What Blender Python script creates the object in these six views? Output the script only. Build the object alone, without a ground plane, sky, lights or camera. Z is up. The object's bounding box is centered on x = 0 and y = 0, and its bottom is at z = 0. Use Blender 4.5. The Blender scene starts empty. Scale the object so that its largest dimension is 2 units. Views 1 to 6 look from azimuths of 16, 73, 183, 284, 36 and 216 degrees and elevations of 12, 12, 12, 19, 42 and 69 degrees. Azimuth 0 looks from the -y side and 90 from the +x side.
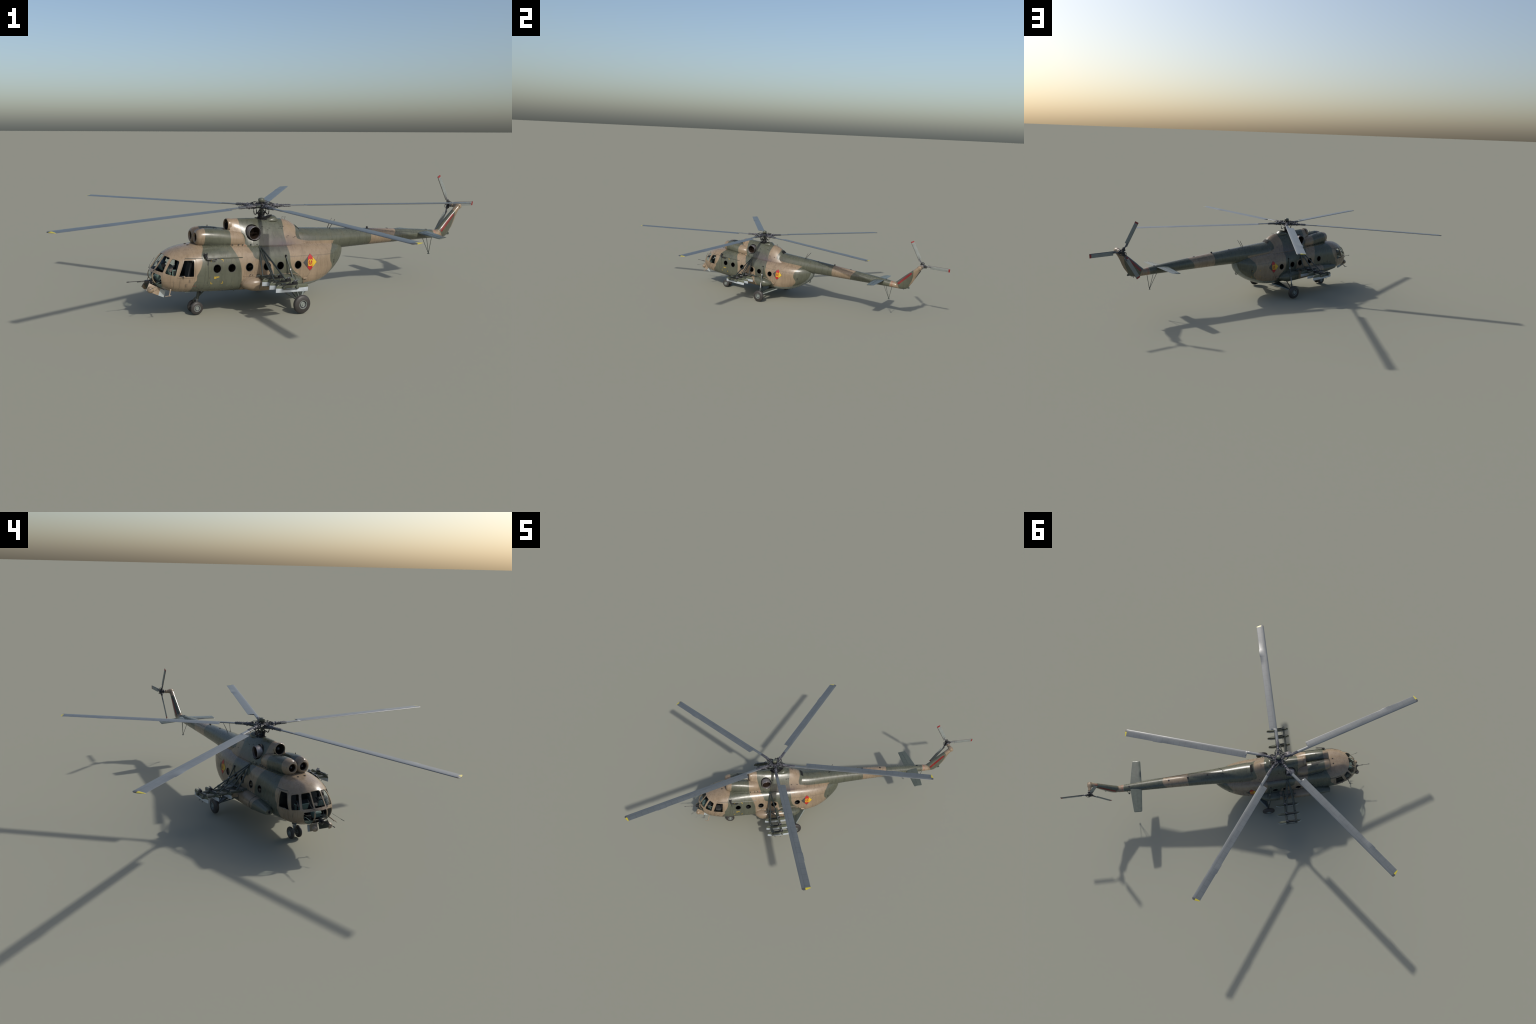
import bpy, bmesh, math, random
from math import sin, cos, pi, radians, sqrt
from mathutils import Vector, Matrix

random.seed(7)
PITCH = radians(3.33)      # the airframe sits slightly nose-up on its gear
HEADING = radians(43.0)    # heading of the tail inside the frame
HUB = (0.0099, -0.0594)    # rotor mast on the ground plane

# ---------------------------------------------------------------- frames
# body frame: +x towards the tail, +y starboard, +z up, origin under the mast.

def L2B(x, y, z):
    """level frame (ground horizontal) -> body frame (pitched)"""
    c, s = cos(PITCH), sin(PITCH)
    return Vector((x * c - z * s, y, x * s + z * c))

# ---------------------------------------------------------------- node helpers
class Nodes:
    def __init__(self, name):
        self.mat = bpy.data.materials.new(name)
        self.mat.use_nodes = True
        self.nt = self.mat.node_tree
        self.nt.nodes.clear()
        self.out = self.nt.nodes.new("ShaderNodeOutputMaterial")
        self._obj = None

    def node(self, kind, **kw):
        n = self.nt.nodes.new(kind)
        for k, v in kw.items():
            setattr(n, k, v)
        return n

    def put(self, sock, v):
        if isinstance(v, bpy.types.NodeSocket):
            self.nt.links.new(v, sock)
        elif v is not None:
            if sock.type == 'RGBA' and len(v) == 3:
                v = (*v, 1)
            sock.default_value = v

    def math(self, op, a, b=None, c=None, clamp=False):
        n = self.node("ShaderNodeMath", operation=op, use_clamp=clamp)
        self.put(n.inputs[0], a)
        if b is not None: self.put(n.inputs[1], b)
        if c is not None: self.put(n.inputs[2], c)
        return n.outputs[0]

    def obj(self):
        if self._obj is None:
            self._obj = self.node("ShaderNodeTexCoord").outputs["Object"]
            sp = self.node("ShaderNodeSeparateXYZ")
            self.put(sp.inputs[0], self._obj)
            self.x, self.y, self.z = sp.outputs
        return self._obj

    def step(self, v, edge, soft=0.0008):
        """0 below edge, 1 above, thin soft border"""
        n = self.node("ShaderNodeMapRange", interpolation_type='SMOOTHSTEP')
        self.put(n.inputs["Value"], self.math('SUBTRACT', v, edge))
        n.inputs["From Min"].default_value = -soft
        n.inputs["From Max"].default_value = soft
        return n.outputs[0]

    def rng(self, v, a, b, lo=0.0, hi=1.0):
        n = self.node("ShaderNodeMapRange")
        self.put(n.inputs["Value"], v)
        n.inputs["From Min"].default_value = a
        n.inputs["From Max"].default_value = b
        n.inputs["To Min"].default_value = lo
        n.inputs["To Max"].default_value = hi
        return n.outputs[0]

    def noise(self, scale, detail=3.0, rough=0.55, stretch=None):
        n = self.node("ShaderNodeTexNoise")
        v = self.obj()
        if stretch:
            m = self.node("ShaderNodeMapping")
            self.put(m.inputs[0], v)
            m.inputs["Scale"].default_value = stretch
            v = m.outputs[0]
        self.put(n.inputs["Vector"], v)
        n.inputs["Scale"].default_value = scale
        n.inputs["Detail"].default_value = detail
        n.inputs["Roughness"].default_value = rough
        return n.outputs["Fac"]

    def mix(self, f, a, b, blend='MIX'):
        n = self.node("ShaderNodeMix", data_type='RGBA', blend_type=blend)
        self.put(n.inputs["Factor"], f)
        self.put(n.inputs[6], a)
        self.put(n.inputs[7], b)
        return n.outputs[2]

    def curve(self, v, pts, lo, hi):
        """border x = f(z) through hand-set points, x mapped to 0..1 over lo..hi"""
        zs = [p[0] for p in pts]
        z0, z1 = min(zs), max(zs)
        u = self.rng(v, z0, z1)
        n = self.node("ShaderNodeFloatCurve")
        c = n.mapping.curves[0]
        pp = sorted(((p[0] - z0) / (z1 - z0), (p[1] - lo) / (hi - lo)) for p in pts)
        c.points[0].location = pp[0]
        c.points[1].location = pp[-1]
        for q in pp[1:-1]:
            c.points.new(*q)
        n.mapping.update()
        self.put(n.inputs["Value"], u)
        return self.rng(n.outputs[0], 0, 1, lo, hi)

    def line(self, v, at, width=0.0005):
        d = self.math('ABSOLUTE', self.math('SUBTRACT', v, at))
        return self.math('SUBTRACT', 1.0, self.rngc(d, width * 0.6, width * 1.4))

    def rngc(self, v, a, b):
        n = self.node("ShaderNodeMapRange")
        self.put(n.inputs["Value"], v)
        n.inputs["From Min"].default_value = a
        n.inputs["From Max"].default_value = b
        return n.outputs[0]

    def repeat_line(self, v, period, width, phase=0.0):
        m = self.math('PINGPONG', self.math('ADD', v, phase + 20 * period), period * 0.5)
        return self.math('SUBTRACT', 1.0, self.rngc(m, width * 0.6, width * 1.4))

    def maxi(self, *vs):
        r = vs[0]
        for v in vs[1:]:
            r = self.math('MAXIMUM', r, v)
        return r

    def finish(self, color, rough=0.4, metal=0.0, bump=None, bump_str=0.1, spec=0.5, **kw):
        b = self.node("ShaderNodeBsdfPrincipled")
        self.put(b.inputs["Base Color"], color)
        self.put(b.inputs["Roughness"], rough)
        self.put(b.inputs["Metallic"], metal)
        b.inputs["Specular IOR Level"].default_value = spec
        for k, v in kw.items():
            b.inputs[k.replace("_", " ")].default_value = v
        if bump is not None:
            bn = self.node("ShaderNodeBump")
            bn.inputs["Strength"].default_value = bump_str
            bn.inputs["Distance"].default_value = 0.001
            self.put(bn.inputs["Height"], bump)
            self.put(b.inputs["Normal"], bn.outputs[0])
        self.nt.links.new(b.outputs[0], self.out.inputs[0])
        return self.mat

# ---------------------------------------------------------------- colours
TAN = (0.236, 0.178, 0.119)
GREEN = (0.081, 0.087, 0.063)
BELLY = (0.195, 0.215, 0.192)
SOOT = (0.085, 0.066, 0.072)

def weather(N, col, rough=0.27, grime=0.5, grid=True, zlines=(), xper=0.0485, soot=None):
    """faded paint: mottling, streaks down the sides, panel seams and rivet rows"""
    N.obj()
    n1 = N.noise(9.0, 4.0, 0.6)
    n2 = N.noise(55.0, 3.0, 0.6, (1.0, 1.0, 0.22))
    n3 = N.noise(220.0, 2.0, 0.5)
    k = N.math('ADD', N.rng(n1, 0.3, 0.7, 0.86, 1.12), N.rng(n2, 0.3, 0.7, -0.09, 0.08))
    k = N.math('ADD', k, N.rng(n3, 0.3, 0.7, -0.03, 0.03))
    sc = N.node("ShaderNodeVectorMath", operation='SCALE')
    N.put(sc.inputs[0], col)
    N.put(sc.inputs["Scale"], k)
    c = sc.outputs[0]
    # ochre stains
    st = N.rng(N.noise(20.0, 5.0, 0.65, (1, 1, 0.5)), 0.56, 0.75, 0.0, 0.34 * grime)
    c = N.mix(st, c, (0.17, 0.125, 0.055))
    # thin vertical run-off streaks
    run = N.rng(N.noise(160.0, 3.0, 0.6, (1.0, 1.0, 0.05)), 0.60, 0.78, 0.0, 0.22 * grime)
    c = N.mix(run, c, (0.045, 0.042, 0.035))
    if soot is not None:
        c = N.mix(soot, c, SOOT)
    bump = None
    if grid:
        seam = N.repeat_line(N.x, xper, 0.00055)
        fine = N.repeat_line(N.x, xper / 4, 0.0005)
        for z in zlines:
            seam = N.maxi(seam, N.line(N.z, z, 0.00055))
        finez = N.repeat_line(N.z, 0.0155, 0.0005, 0.004)
        c = N.mix(N.math('MULTIPLY', N.maxi(fine, finez), 0.085), c, (0.02, 0.018, 0.013))
        c = N.mix(N.math('MULTIPLY', seam, N.rng(N.noise(12.0, 2.0), .38, .62, .06, .34)), c, (0.02, 0.018, 0.013))
        bump = N.math('MULTIPLY', seam, -1.0)
    r = N.rng(n2, 0.3, 0.7, rough - 0.05, rough + 0.07)
    return c, r, bump

def camo(N, borders, lo, hi, first_tan=True):
    """alternating tan and green between border curves"""
    N.obj()
    wob = N.math('MULTIPLY', N.math('SUBTRACT', N.noise(14.0, 2.0), 0.5), 0.006)
    xx = N.math('ADD', N.x, wob)
    f = 1.0 if first_tan else 0.0
    s = -1.0 if first_tan else 1.0
    for b in borders:
        e = N.curve(N.z, b, lo, hi) if isinstance(b, (list, tuple)) else b
        st = N.step(xx, e, 0.0011)
        f = N.math('ADD', f, N.math('MULTIPLY', st, s))
        s = -s
    return f

def mat_fuselage():
    N = Nodes("camouflage_fuselage")
    N.obj()
    b1 = [(.08, -.415), (.116, -.400), (.149, -.390), (.165, -.377), (.181, -.3775), (.197, -.3676), (.234, -.354), (.26, -.3536), (.297, -.333), (.33, -.325)]
    b2 = [(.08, -.166), (.17, -.169), (.2135, -.174), (.2514, -.1855), (.2936, -.205), (.33, -.207)]
    b3 = [(.08, .03), (.155, .002), (.166, -.006), (.18, -.0095), (.215, -.017), (.227, -.026), (.233, -.05), (.237, -.083), (.272, -.1157), (.3027, -.128), (.33, -.13)]
    b4 = [(.08, .170), (.1213, .157), (.1424, .1457), (.163, .122), (.183, .0958), (.21, .080), (.252, .0746), (.2945, .071), (.33, .07)]
    b5 = [(.08, .29), (.14, .300), (.186, .326), (.2195, .3085), (.26, .3135), (.29, .336), (.33, .35)]
    f = camo(N, [b1, b2, b3, b4, b5], -.5, .5)
    col = N.mix(f, GREEN, TAN)
    # keel strip of the clamshell doors and the belly, pale grey-green paint
    edge = N.curve(N.z, [(.08, .125), (.115, .118), (.123, .105), (.14, .085), (.173, .054), (.22, .038), (.255, .031), (.268, .028)], 0.0, .13)
    keel = N.math('MULTIPLY', N.math('SUBTRACT', 1.0, N.step(N.math('ABSOLUTE', N.y), edge)), N.step(N.x, .165, .002))
    keel = N.math('MULTIPLY', keel, N.math('SUBTRACT', 1.0, N.step(N.z, .266)))
    belly = N.math('SUBTRACT', 1.0, N.step(N.z, N.curve(N.x, [(-.56, .095), (-.45, .1015), (-.3, .1005), (.1, .099), (.165, .104), (.2, .105), (.5, .105)], 0, .2), .001))
    col = N.mix(N.maxi(keel, belly), col, BELLY)
    # exhaust soot drifting aft under the outlets
    sx = N.math('MULTIPLY', N.rngc(N.x, -.09, 0.02), N.math('SUBTRACT', 1.0, N.rngc(N.x, .06, .22)))
    sz = N.math('MULTIPLY', N.rngc(N.z, .255, .30), 1.0)
    soot = N.math('MULTIPLY', N.math('MULTIPLY', sx, sz), N.rng(N.noise(18, 3), .3, .7, .25, .62))
    c, r, b = weather(N, col, zlines=(.2475, .1515, .1205), soot=soot)
    return N.finish(c, r, bump=b)

def mat_cowling():
    N = Nodes("camouflage_cowling")
    N.obj()
    c1 = [(.27, -.3265), (.3187, -.3265), (.365, -.3224), (.42, -.322)]
    c2 = [(.27, -.205), (.2973, -.206), (.333, -.2078), (.366, -.2072), (.42, -.207)]
    c3 = [(.27, -.128), (.30, -.1316), (.33, -.139), (.3657, -.1469), (.408, -.150), (.42, -.151)]
    c4 = [(.27, .072), (.294, .0715), (.345, .0638), (.40, .0728), (.42, .074)]
    c5 = [(.27, .40), (.306, .40), (.311, .18), (.318, .145), (.329, .134), (.374, .1418), (.42, .145)]
    f = camo(N, [c1, c2, c3, c4, c5], -.5, .5)
    col = N.mix(f, GREEN, TAN)
    sx = N.math('MULTIPLY', N.rngc(N.x, -.07, 0.0), N.math('SUBTRACT', 1.0, N.rngc(N.x, .07, .19)))
    sz = N.math('SUBTRACT', 1.0, N.rngc(N.z, .30, .355))
    soot = N.math('MULTIPLY', N.math('MULTIPLY', sx, sz), N.rng(N.noise(18, 3), .3, .7, .45, .95))
    c, r, b = weather(N, col, rough=.28, zlines=(.327, .3755), soot=soot)
    return N.finish(c, r, bump=b)

def mat_boom():
    N = Nodes("camouflage_tail_boom")
    N.obj()
    e0 = [(.25, .34), (.300, .345), (.306, .343), (.309, .20), (.316, .15), (.33, .05), (.37, .05)]
    e1 = [(.25, .588), (.30, .588), (.337, .588), (.37, .594)]
    e2 = [(.25, .715), (.29, .728), (.32, .738), (.351, .7575), (.37, .762)]
    e3 = [(.25, 1.016), (.30, 1.019), (.34, 1.023), (.37, 1.025)]
    e4 = [(.25, 1.115), (.303, 1.090), (.339, 1.063), (.37, 1.04)]
    f = camo(N, [e0, e1, e2, e3, e4], 0.0, 1.2)
    col = N.mix(f, GREEN, TAN)
    rl = N.maxi(N.line(N.x, 1.031, .0008), N.line(N.x, 1.036, .0008))
    col = N.mix(N.math('MULTIPLY', rl, .7), col, (.32, .03, .02))
    sx = N.math('SUBTRACT', 1.0, N.rngc(N.x, .12, .30))
    soot = N.math('MULTIPLY', N.math('MULTIPLY', sx, N.math('SUBTRACT', 1.0, N.rngc(N.z, .30, .345))), .5)
    c, r, b = weather(N, col, rough=.28, zlines=(.331,), soot=soot)
    return N.finish(c, r, bump=b)

def mat_fin():
    N = Nodes("camouflage_fin")
    N.obj()
    # tan root, tan trailing strip and tan top, green between, red flash
    f = N.math('SUBTRACT', 1.0, N.step(N.x, N.curve(N.z, [(.28, 1.105), (.303, 1.090), (.339, 1.063), (.348, 1.05), (.50, 1.0)], .9, 1.3)))
    te = N.step(N.x, N.curve(N.z, [(.28, 1.15), (.30, 1.145), (.3302, 1.1493), (.3777, 1.1658), (.4221, 1.1707), (.4448, 1.1647), (.452, 1.12), (.50, 1.0)], .9, 1.3))
    f = N.maxi(f, te)
    col = N.mix(f, GREEN, TAN)
    # red flash: coordinate along the leading edge (u) and across it (v)
    ang = math.atan2(.422 - .3334, 1.155 - 1.0767)
    ca, sa = cos(ang), sin(ang)
    dx = N.math('SUBTRACT', N.x, 1.0767)
    dz = N.math('SUBTRACT', N.z, .3334)
    u = N.math('ADD', N.math('MULTIPLY', dx, ca), N.math('MULTIPLY', dz, sa))
    v = N.math('ABSOLUTE', N.math('SUBTRACT', N.math('MULTIPLY', dz, ca), N.math('MULTIPLY', dx, sa)))
    inside = N.math('MULTIPLY', N.step(u, 0.0), N.math('SUBTRACT', 1.0, N.step(u, .1265)))
    inside = N.math('MULTIPLY', inside, N.math('SUBTRACT', 1.0, N.step(v, .0072)))
    tip = N.math('SUBTRACT', 1.0, N.step(N.math('ADD', N.math('MULTIPLY', v, 1.2), u), .1275))
    col = N.mix(N.math('MULTIPLY', inside, tip), col, (.165, .012, .013))
    c, r, b = weather(N, col, rough=.22, grid=True)
    return N.finish(c, r, bump=b)

def mat_tank(side):
    N = Nodes("camouflage_tank")
    N.obj()
    if side < 0:
        f = N.math('SUBTRACT', 1.0, N.step(N.x, N.curve(N.z, [(.09, .06), (.13, .03), (.2, -.02)], -.5, .5)))
    else:
        f = N.math('SUBTRACT', N.step(N.x, N.curve(N.z, [(.09, -.20), (.15, -.225), (.2, -.23)], -.5, .5)),
                   N.step(N.x, N.curve(N.z, [(.09, .02), (.13, .005), (.2, -.0)], -.5, .5)))
    col = N.mix(f, GREEN, TAN)
    c, r, b = weather(N, col, rough=.30, grid=False)
    return N.finish(c, r)

def mat_plain(name, color, rough=.45, metal=0.0, var=0.12, scale=60.0, **kw):
    N = Nodes(name)
    N.obj()
    k = N.rng(N.noise(scale, 3), .3, .7, 1 - var, 1 + var)
    sc = N.node("ShaderNodeVectorMath", operation='SCALE')
    sc.inputs[0].default_value = color
    N.put(sc.inputs["Scale"], k)
    return N.finish(sc.outputs[0], rough, metal, **kw)

def mat_blade():
    """grey blade skin with chordwise pocket seams, yellow tip patch and dark tip cap"""
    N = Nodes("blade_skin")
    N.obj()
    col = (0.103, 0.116, 0.119)
    n = N.noise(30, 4, .6, (.35, 1, 1))
    k = N.rng(n, .3, .7, .88, 1.12)
    sc = N.node("ShaderNodeVectorMath", operation='SCALE')
    sc.inputs[0].default_value = col
    N.put(sc.inputs["Scale"], k)
    c = sc.outputs[0]
    pocket = N.math('MULTIPLY', N.repeat_line(N.x, .0385, .0006), N.step(N.y, .001))
    pocket = N.math('MULTIPLY', pocket, N.step(N.x, .215))
    spar = N.math('MULTIPLY', N.line(N.y, .0025, .0006), N.step(N.x, .21))
    c = N.mix(N.math('MULTIPLY', N.maxi(pocket, spar), .62), c, (.03, .034, .036))
    tipcap = N.math('MULTIPLY', N.step(N.x, 1.0135), N.math('SUBTRACT', 1.0, N.step(N.y, .0035)))
    c = N.mix(tipcap, c, (.07, .07, .065))
    yl = N.math('MULTIPLY', N.step(N.math('ADD', N.x, N.math('MULTIPLY', N.y, .03)), 1.0137), N.step(N.y, .0035))
    c = N.mix(yl, c, (.50, .42, .03))
    return N.finish(c, N.rng(n, .3, .7, .36, .46), spec=.65, Coat_Weight=.15, Coat_Roughness=.3)

def mat_tail_blade():
    N = Nodes("tail_blade_skin")
    N.obj()
    n = N.noise(40, 3, .6)
    k = N.rng(n, .3, .7, .9, 1.1)
    sc = N.node("ShaderNodeVectorMath", operation='SCALE')
    sc.inputs[0].default_value = (.185, .205, .195)
    N.put(sc.inputs["Scale"], k)
    c = N.mix(N.math('SUBTRACT', 1.0, N.step(N.y, -.0095)), sc.outputs[0], (.06, .055, .05))
    c = N.mix(N.math('MULTIPLY', N.step(N.x, .1745), N.step(N.y, -.0095)), c, (.205, .013, .014))
    return N.finish(c, .45)

def mat_rack():
    N = Nodes("rack_paint")
    N.obj()
    f = N.step(N.z, 0.0)
    c = N.mix(f, (.40, .44, .47), (.085, .095, .062))
    c, r, b = weather(N, c, rough=.45, grid=False)
    return N.finish(c, r)

M = {}
def build_materials():
    M['fuselage'] = mat_fuselage()
    M['cowling'] = mat_cowling()
    M['boom'] = mat_boom()
    M['fin'] = mat_fin()
    M['tank_port'] = mat_tank(-1)
    M['tank_starboard'] = mat_tank(1)
    M['blade'] = mat_blade()
    M['tail_blade'] = mat_tail_blade()
    M['rack'] = mat_rack()
    M['tan'] = mat_plain("tan_paint", TAN, .4)
    M['green'] = mat_plain("green_paint", GREEN, .4)
    M['strut'] = mat_plain("strut_paint", (.050, .060, .052), .42)
    M['stab'] = mat_plain("stabilizer_paint", (.085, .098, .080), .27)
    M['hub'] = mat_plain("rotor_hub_metal", (.078, .078, .088), .5, .1, .3, 90, spec=.35)
    M['black'] = mat_plain("black_metal", (.018, .018, .019), .4, .2)
    M['void'] = mat_plain("dark_recess", (.004, .004, .004), .8)
    M['steel'] = mat_plain("bare_steel", (.30, .30, .30), .32, .7)
    M['exhaust'] = mat_plain("heat_stained_steel", (.27, .25, .245), .38, .55, .22, 40)
    M['burnt'] = mat_plain("burnt_steel", (.035, .022, .015), .6, .4)
    M['tyre'] = mat_plain("tyre_rubber", (.034, .031, .030), .50, 0, .2)
    M['rim'] = mat_plain("wheel_rim_paint", (.185, .21, .195), .45)
    M['teal'] = mat_plain("cockpit_teal_paint", (.120, .168, .150), .5)
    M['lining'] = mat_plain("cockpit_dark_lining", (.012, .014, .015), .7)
    M['seat'] = mat_plain("seat_fabric", (.040, .038, .040), .8)
    M['brown'] = mat_plain("instrument_hood_brown", (.10, .078, .072), .7)
    M['yellow'] = mat_plain("yellow_marking", (.55, .36, .02), .5)
    M['red'] = mat_plain("red_marking", (.36, .012, .014), .45)
    M['mark_black'] = mat_plain("black_marking", (.045, .045, .043), .5)
    M['pale'] = mat_plain("pale_underside_paint", (.33, .37, .38), .45)
    def glass(name, tint, gloss):
        g = Nodes(name)
        tr = g.node("ShaderNodeBsdfTransparent")
        tr.inputs[0].default_value = (*tint, 1)
        gl = g.node("ShaderNodeBsdfGlossy")
        gl.inputs["Roughness"].default_value = .05
        fr = g.node("ShaderNodeFresnel")
        fr.inputs[0].default_value = 1.25
        mx = g.node("ShaderNodeMixShader")
        g.put(mx.inputs[0], g.math('MULTIPLY', fr.outputs[0], gloss))
        g.put(mx.inputs[1], tr.outputs[0])
        g.put(mx.inputs[2], gl.outputs[0])
        g.nt.links.new(mx.outputs[0], g.out.inputs[0])
        return g.mat
    M['glass'] = glass("windshield_glass", (.955, .975, .97), .08)
    M['cabin_glass'] = glass("cabin_window_glass", (.85, .86, .86), .08)

# ---------------------------------------------------------------- mesh helpers
ROOT = None

class Mesh:
    """collects primitives of one part, each with its own material slot"""
    def __init__(self):
        self.v, self.f, self.m, self.mats = [], [], [], []

    def slot(self, mat):
        if mat not in self.mats:
            self.mats.append(mat)
        return self.mats.index(mat)

    def add(self, verts, faces, mat):
        o = len(self.v)
        self.v += [Vector(p) for p in verts]
        s = self.slot(mat)
        for f in faces:
            self.f.append([i + o for i in f])
            self.m.append(s)

    def rings(self, rings, mat, cap0=True, cap1=True, closed=True):
        n = len(rings[0])
        verts = [p for r in rings for p in r]
        faces = []
        for i in range(len(rings) - 1):
            for j in range(n if closed else n - 1):
                k = (j + 1) % n
                faces.append((i * n + j, i * n + k, (i + 1) * n + k, (i + 1) * n + j))
        if cap0: faces.append(tuple(range(n))[::-1])
        if cap1: faces.append(tuple((len(rings) - 1) * n + j for j in range(n)))
        self.add(verts, faces, mat)

    def lathe(self, profile, p0, axis, mat, seg=24, cap0=True, cap1=True):
        """profile: (distance along axis, radius)"""
        p0, a = Vector(p0), Vector(axis).normalized()
        u = a.orthogonal().normalized()
        w = a.cross(u)
        rings = [[p0 + a * d + (u * cos(2 * pi * j / seg) + w * sin(2 * pi * j / seg)) * max(r, 1e-5) for j in range(seg)] for d, r in profile]
        self.rings(rings, mat, cap0, cap1)

    def rod(self, p0, p1, r, mat, r1=None, seg=10):
        p0, p1 = Vector(p0), Vector(p1)
        d = (p1 - p0)
        self.lathe([(0, r), (d.length, r if r1 is None else r1)], p0, d, mat, seg)

    def pipe(self, pts, r, mat, seg=8):
        pts = [Vector(p) for p in pts]
        rings = []
        u = None
        for i, p in enumerate(pts):
            t = (pts[min(i + 1, len(pts) - 1)] - pts[max(i - 1, 0)]).normalized()
            if u is None:
                u = t.orthogonal().normalized()
            u = (u - t * u.dot(t)).normalized()
            w = t.cross(u)
            rr = r[i] if isinstance(r, (list, tuple)) else r
            rings.append([p + (u * cos(2 * pi * j / seg) + w * sin(2 * pi * j / seg)) * rr for j in range(seg)])
        self.rings(rings, mat)

    def box(self, c, size, mat, rot=None, bev=0.0):
        sx, sy, sz = (s / 2 for s in size)
        R = rot or Matrix.Identity(3)
        c = Vector(c)
        if bev <= 0:
            vs = [c + R @ Vector((x * sx, y * sy, z * sz)) for z in (-1, 1) for x, y in ((-1, -1), (1, -1), (1, 1), (-1, 1))]
            self.add(vs, [(3, 2, 1, 0), (4, 5, 6, 7), (0, 1, 5, 4), (1, 2, 6, 5), (2, 3, 7, 6), (3, 0, 4, 7)], mat)
        else:
            rings = []
            for z, k in ((-sz, bev), (-sz + bev, 0), (sz - bev, 0), (sz, bev)):
                x, y, b = sx - k, sy - k, bev
                ring = [(-x + b, -y), (x - b, -y), (x, -y + b), (x, y - b), (x - b, y), (-x + b, y), (-x, y - b), (-x, -y + b)]
                rings.append([c + R @ Vector((a, d, z)) for a, d in ring])
            self.rings(rings, mat)

    def extrude(self, outline, d0, d1, mat):
        """outline of 3D points swept from +d0 to +d1"""
        o = [Vector(p) for p in outline]
        self.rings([[p + Vector(d0) for p in o], [p + Vector(d1) for p in o]], mat)

    def ball(self, c, r, mat, seg=14, sx=(1, 1, 1)):
        rings = []
        for i in range(1, seg // 2):
            t = pi * i / (seg // 2)
            rings.append([Vector(c) + Vector((sin(t) * cos(2 * pi * j / seg) * sx[0], sin(t) * sin(2 * pi * j / seg) * sx[1], -cos(t) * sx[2])) * r for j in range(seg)])
        self.rings(rings, mat)

    def obj(self, name, parent=None, angle=35, smooth=True, flip=False):
        me = bpy.data.meshes.new(name)
        me.from_pydata(self.v, [], self.f)
        for m in self.mats:
            me.materials.append(m)
        me.polygons.foreach_set("material_index", self.m)
        bm = bmesh.new()
        bm.from_mesh(me)
        bmesh.ops.recalc_face_normals(bm, faces=bm.faces)
        bm.to_mesh(me)
        bm.free()
        if smooth:
            me.shade_smooth()
            me.set_sharp_from_angle(angle=radians(angle))
        me.update()
        return link(name, me, parent)

def link(name, me, parent=None):
    o = bpy.data.objects.new(name, me)
    bpy.context.scene.collection.objects.link(o)
    o.parent = parent if parent is not None else ROOT
    return o

def pchip(pts):
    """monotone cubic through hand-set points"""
    xs = [p[0] for p in pts]
    ys = [p[1] for p in pts]
    n = len(xs)
    h = [xs[i + 1] - xs[i] for i in range(n - 1)]
    d = [(ys[i + 1] - ys[i]) / h[i] for i in range(n - 1)]
    m = [d[0]] + [0.0] * (n - 2) + [d[-1]]
    for i in range(1, n - 1):
        if d[i - 1] * d[i] > 0:
            w1, w2 = 2 * h[i] + h[i - 1], h[i] + 2 * h[i - 1]
            m[i] = (w1 + w2) / (w1 / d[i - 1] + w2 / d[i])

    def f(x):
        if x <= xs[0]: return ys[0]
        if x >= xs[-1]: return ys[-1]
        i = 0
        while x > xs[i + 1]:
            i += 1
        t = (x - xs[i]) / h[i]
        return ((1 + 2 * t) * (1 - t) ** 2 * ys[i] + t * (1 - t) ** 2 * h[i] * m[i]
                + t * t * (3 - 2 * t) * ys[i + 1] + t * t * (t - 1) * h[i] * m[i + 1])
    return f

def sgnpow(v, p):
    return math.copysign(abs(v) ** p, v)

# ---------------------------------------------------------------- fuselage
X_NOSE, X_END = -.550, .4335
def q(x):     # stretched coordinate: dense at the round nose
    return sqrt(max(x - X_NOSE, 0.0))
def qp(pts):
    return pchip([(q(a), b) for a, b in pts])

top_z = qp([(-.55, .172), (-.5475, .1833), (-.541, .1945), (-.518, .2262), (-.495, .2572), (-.475, .2703), (-.45, .2808), (-.41, .2909), (-.37, .2975), (-.3, .3032), (-.2, .3075), (.1, .3086), (.25, .3081), (.36, .3031), (.41, .2921), (.4335, .268)])
bot_z = qp([(-.55, .168), (-.5475, .1529), (-.541, .1429), (-.53, .1307), (-.515, .1192), (-.5, .1114), (-.47, .1015), (-.43, .0975), (-.38, .096), (-.3, .0937), (-.1, .090), (.1, .0869), (.151, .0871), (.2, .0922), (.251, .1013), (.3, .1207), (.355, .1538), (.39, .1825), (.4135, .2103), (.428, .2369), (.4335, .262)])
half_w = qp([(-.55, .0015), (-.5475, .0250), (-.5435, .0380), (-.537, .0502), (-.528, .0637), (-.515, .0785), (-.5, .0889), (-.48, .0988), (-.453, .1069), (-.42, .1165), (-.39, .1222), (-.34, .1222), (-.1, .121), (.08, .1205), (.15, .1195), (.2, .1178), (.25, .1124), (.3, .1010), (.34, .0850), (.373, .0668), (.4, .0475), (.42, .0284), (.4335, .006)])
mid_z = qp([(-.55, .17), (-.54, .1634), (-.51, .1713), (-.45, .1759), (-.35, .1777), (.1, .1793), (.2, .1830), (.3, .2034), (.36, .2292), (.41, .2484), (.4335, .265)])
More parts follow.
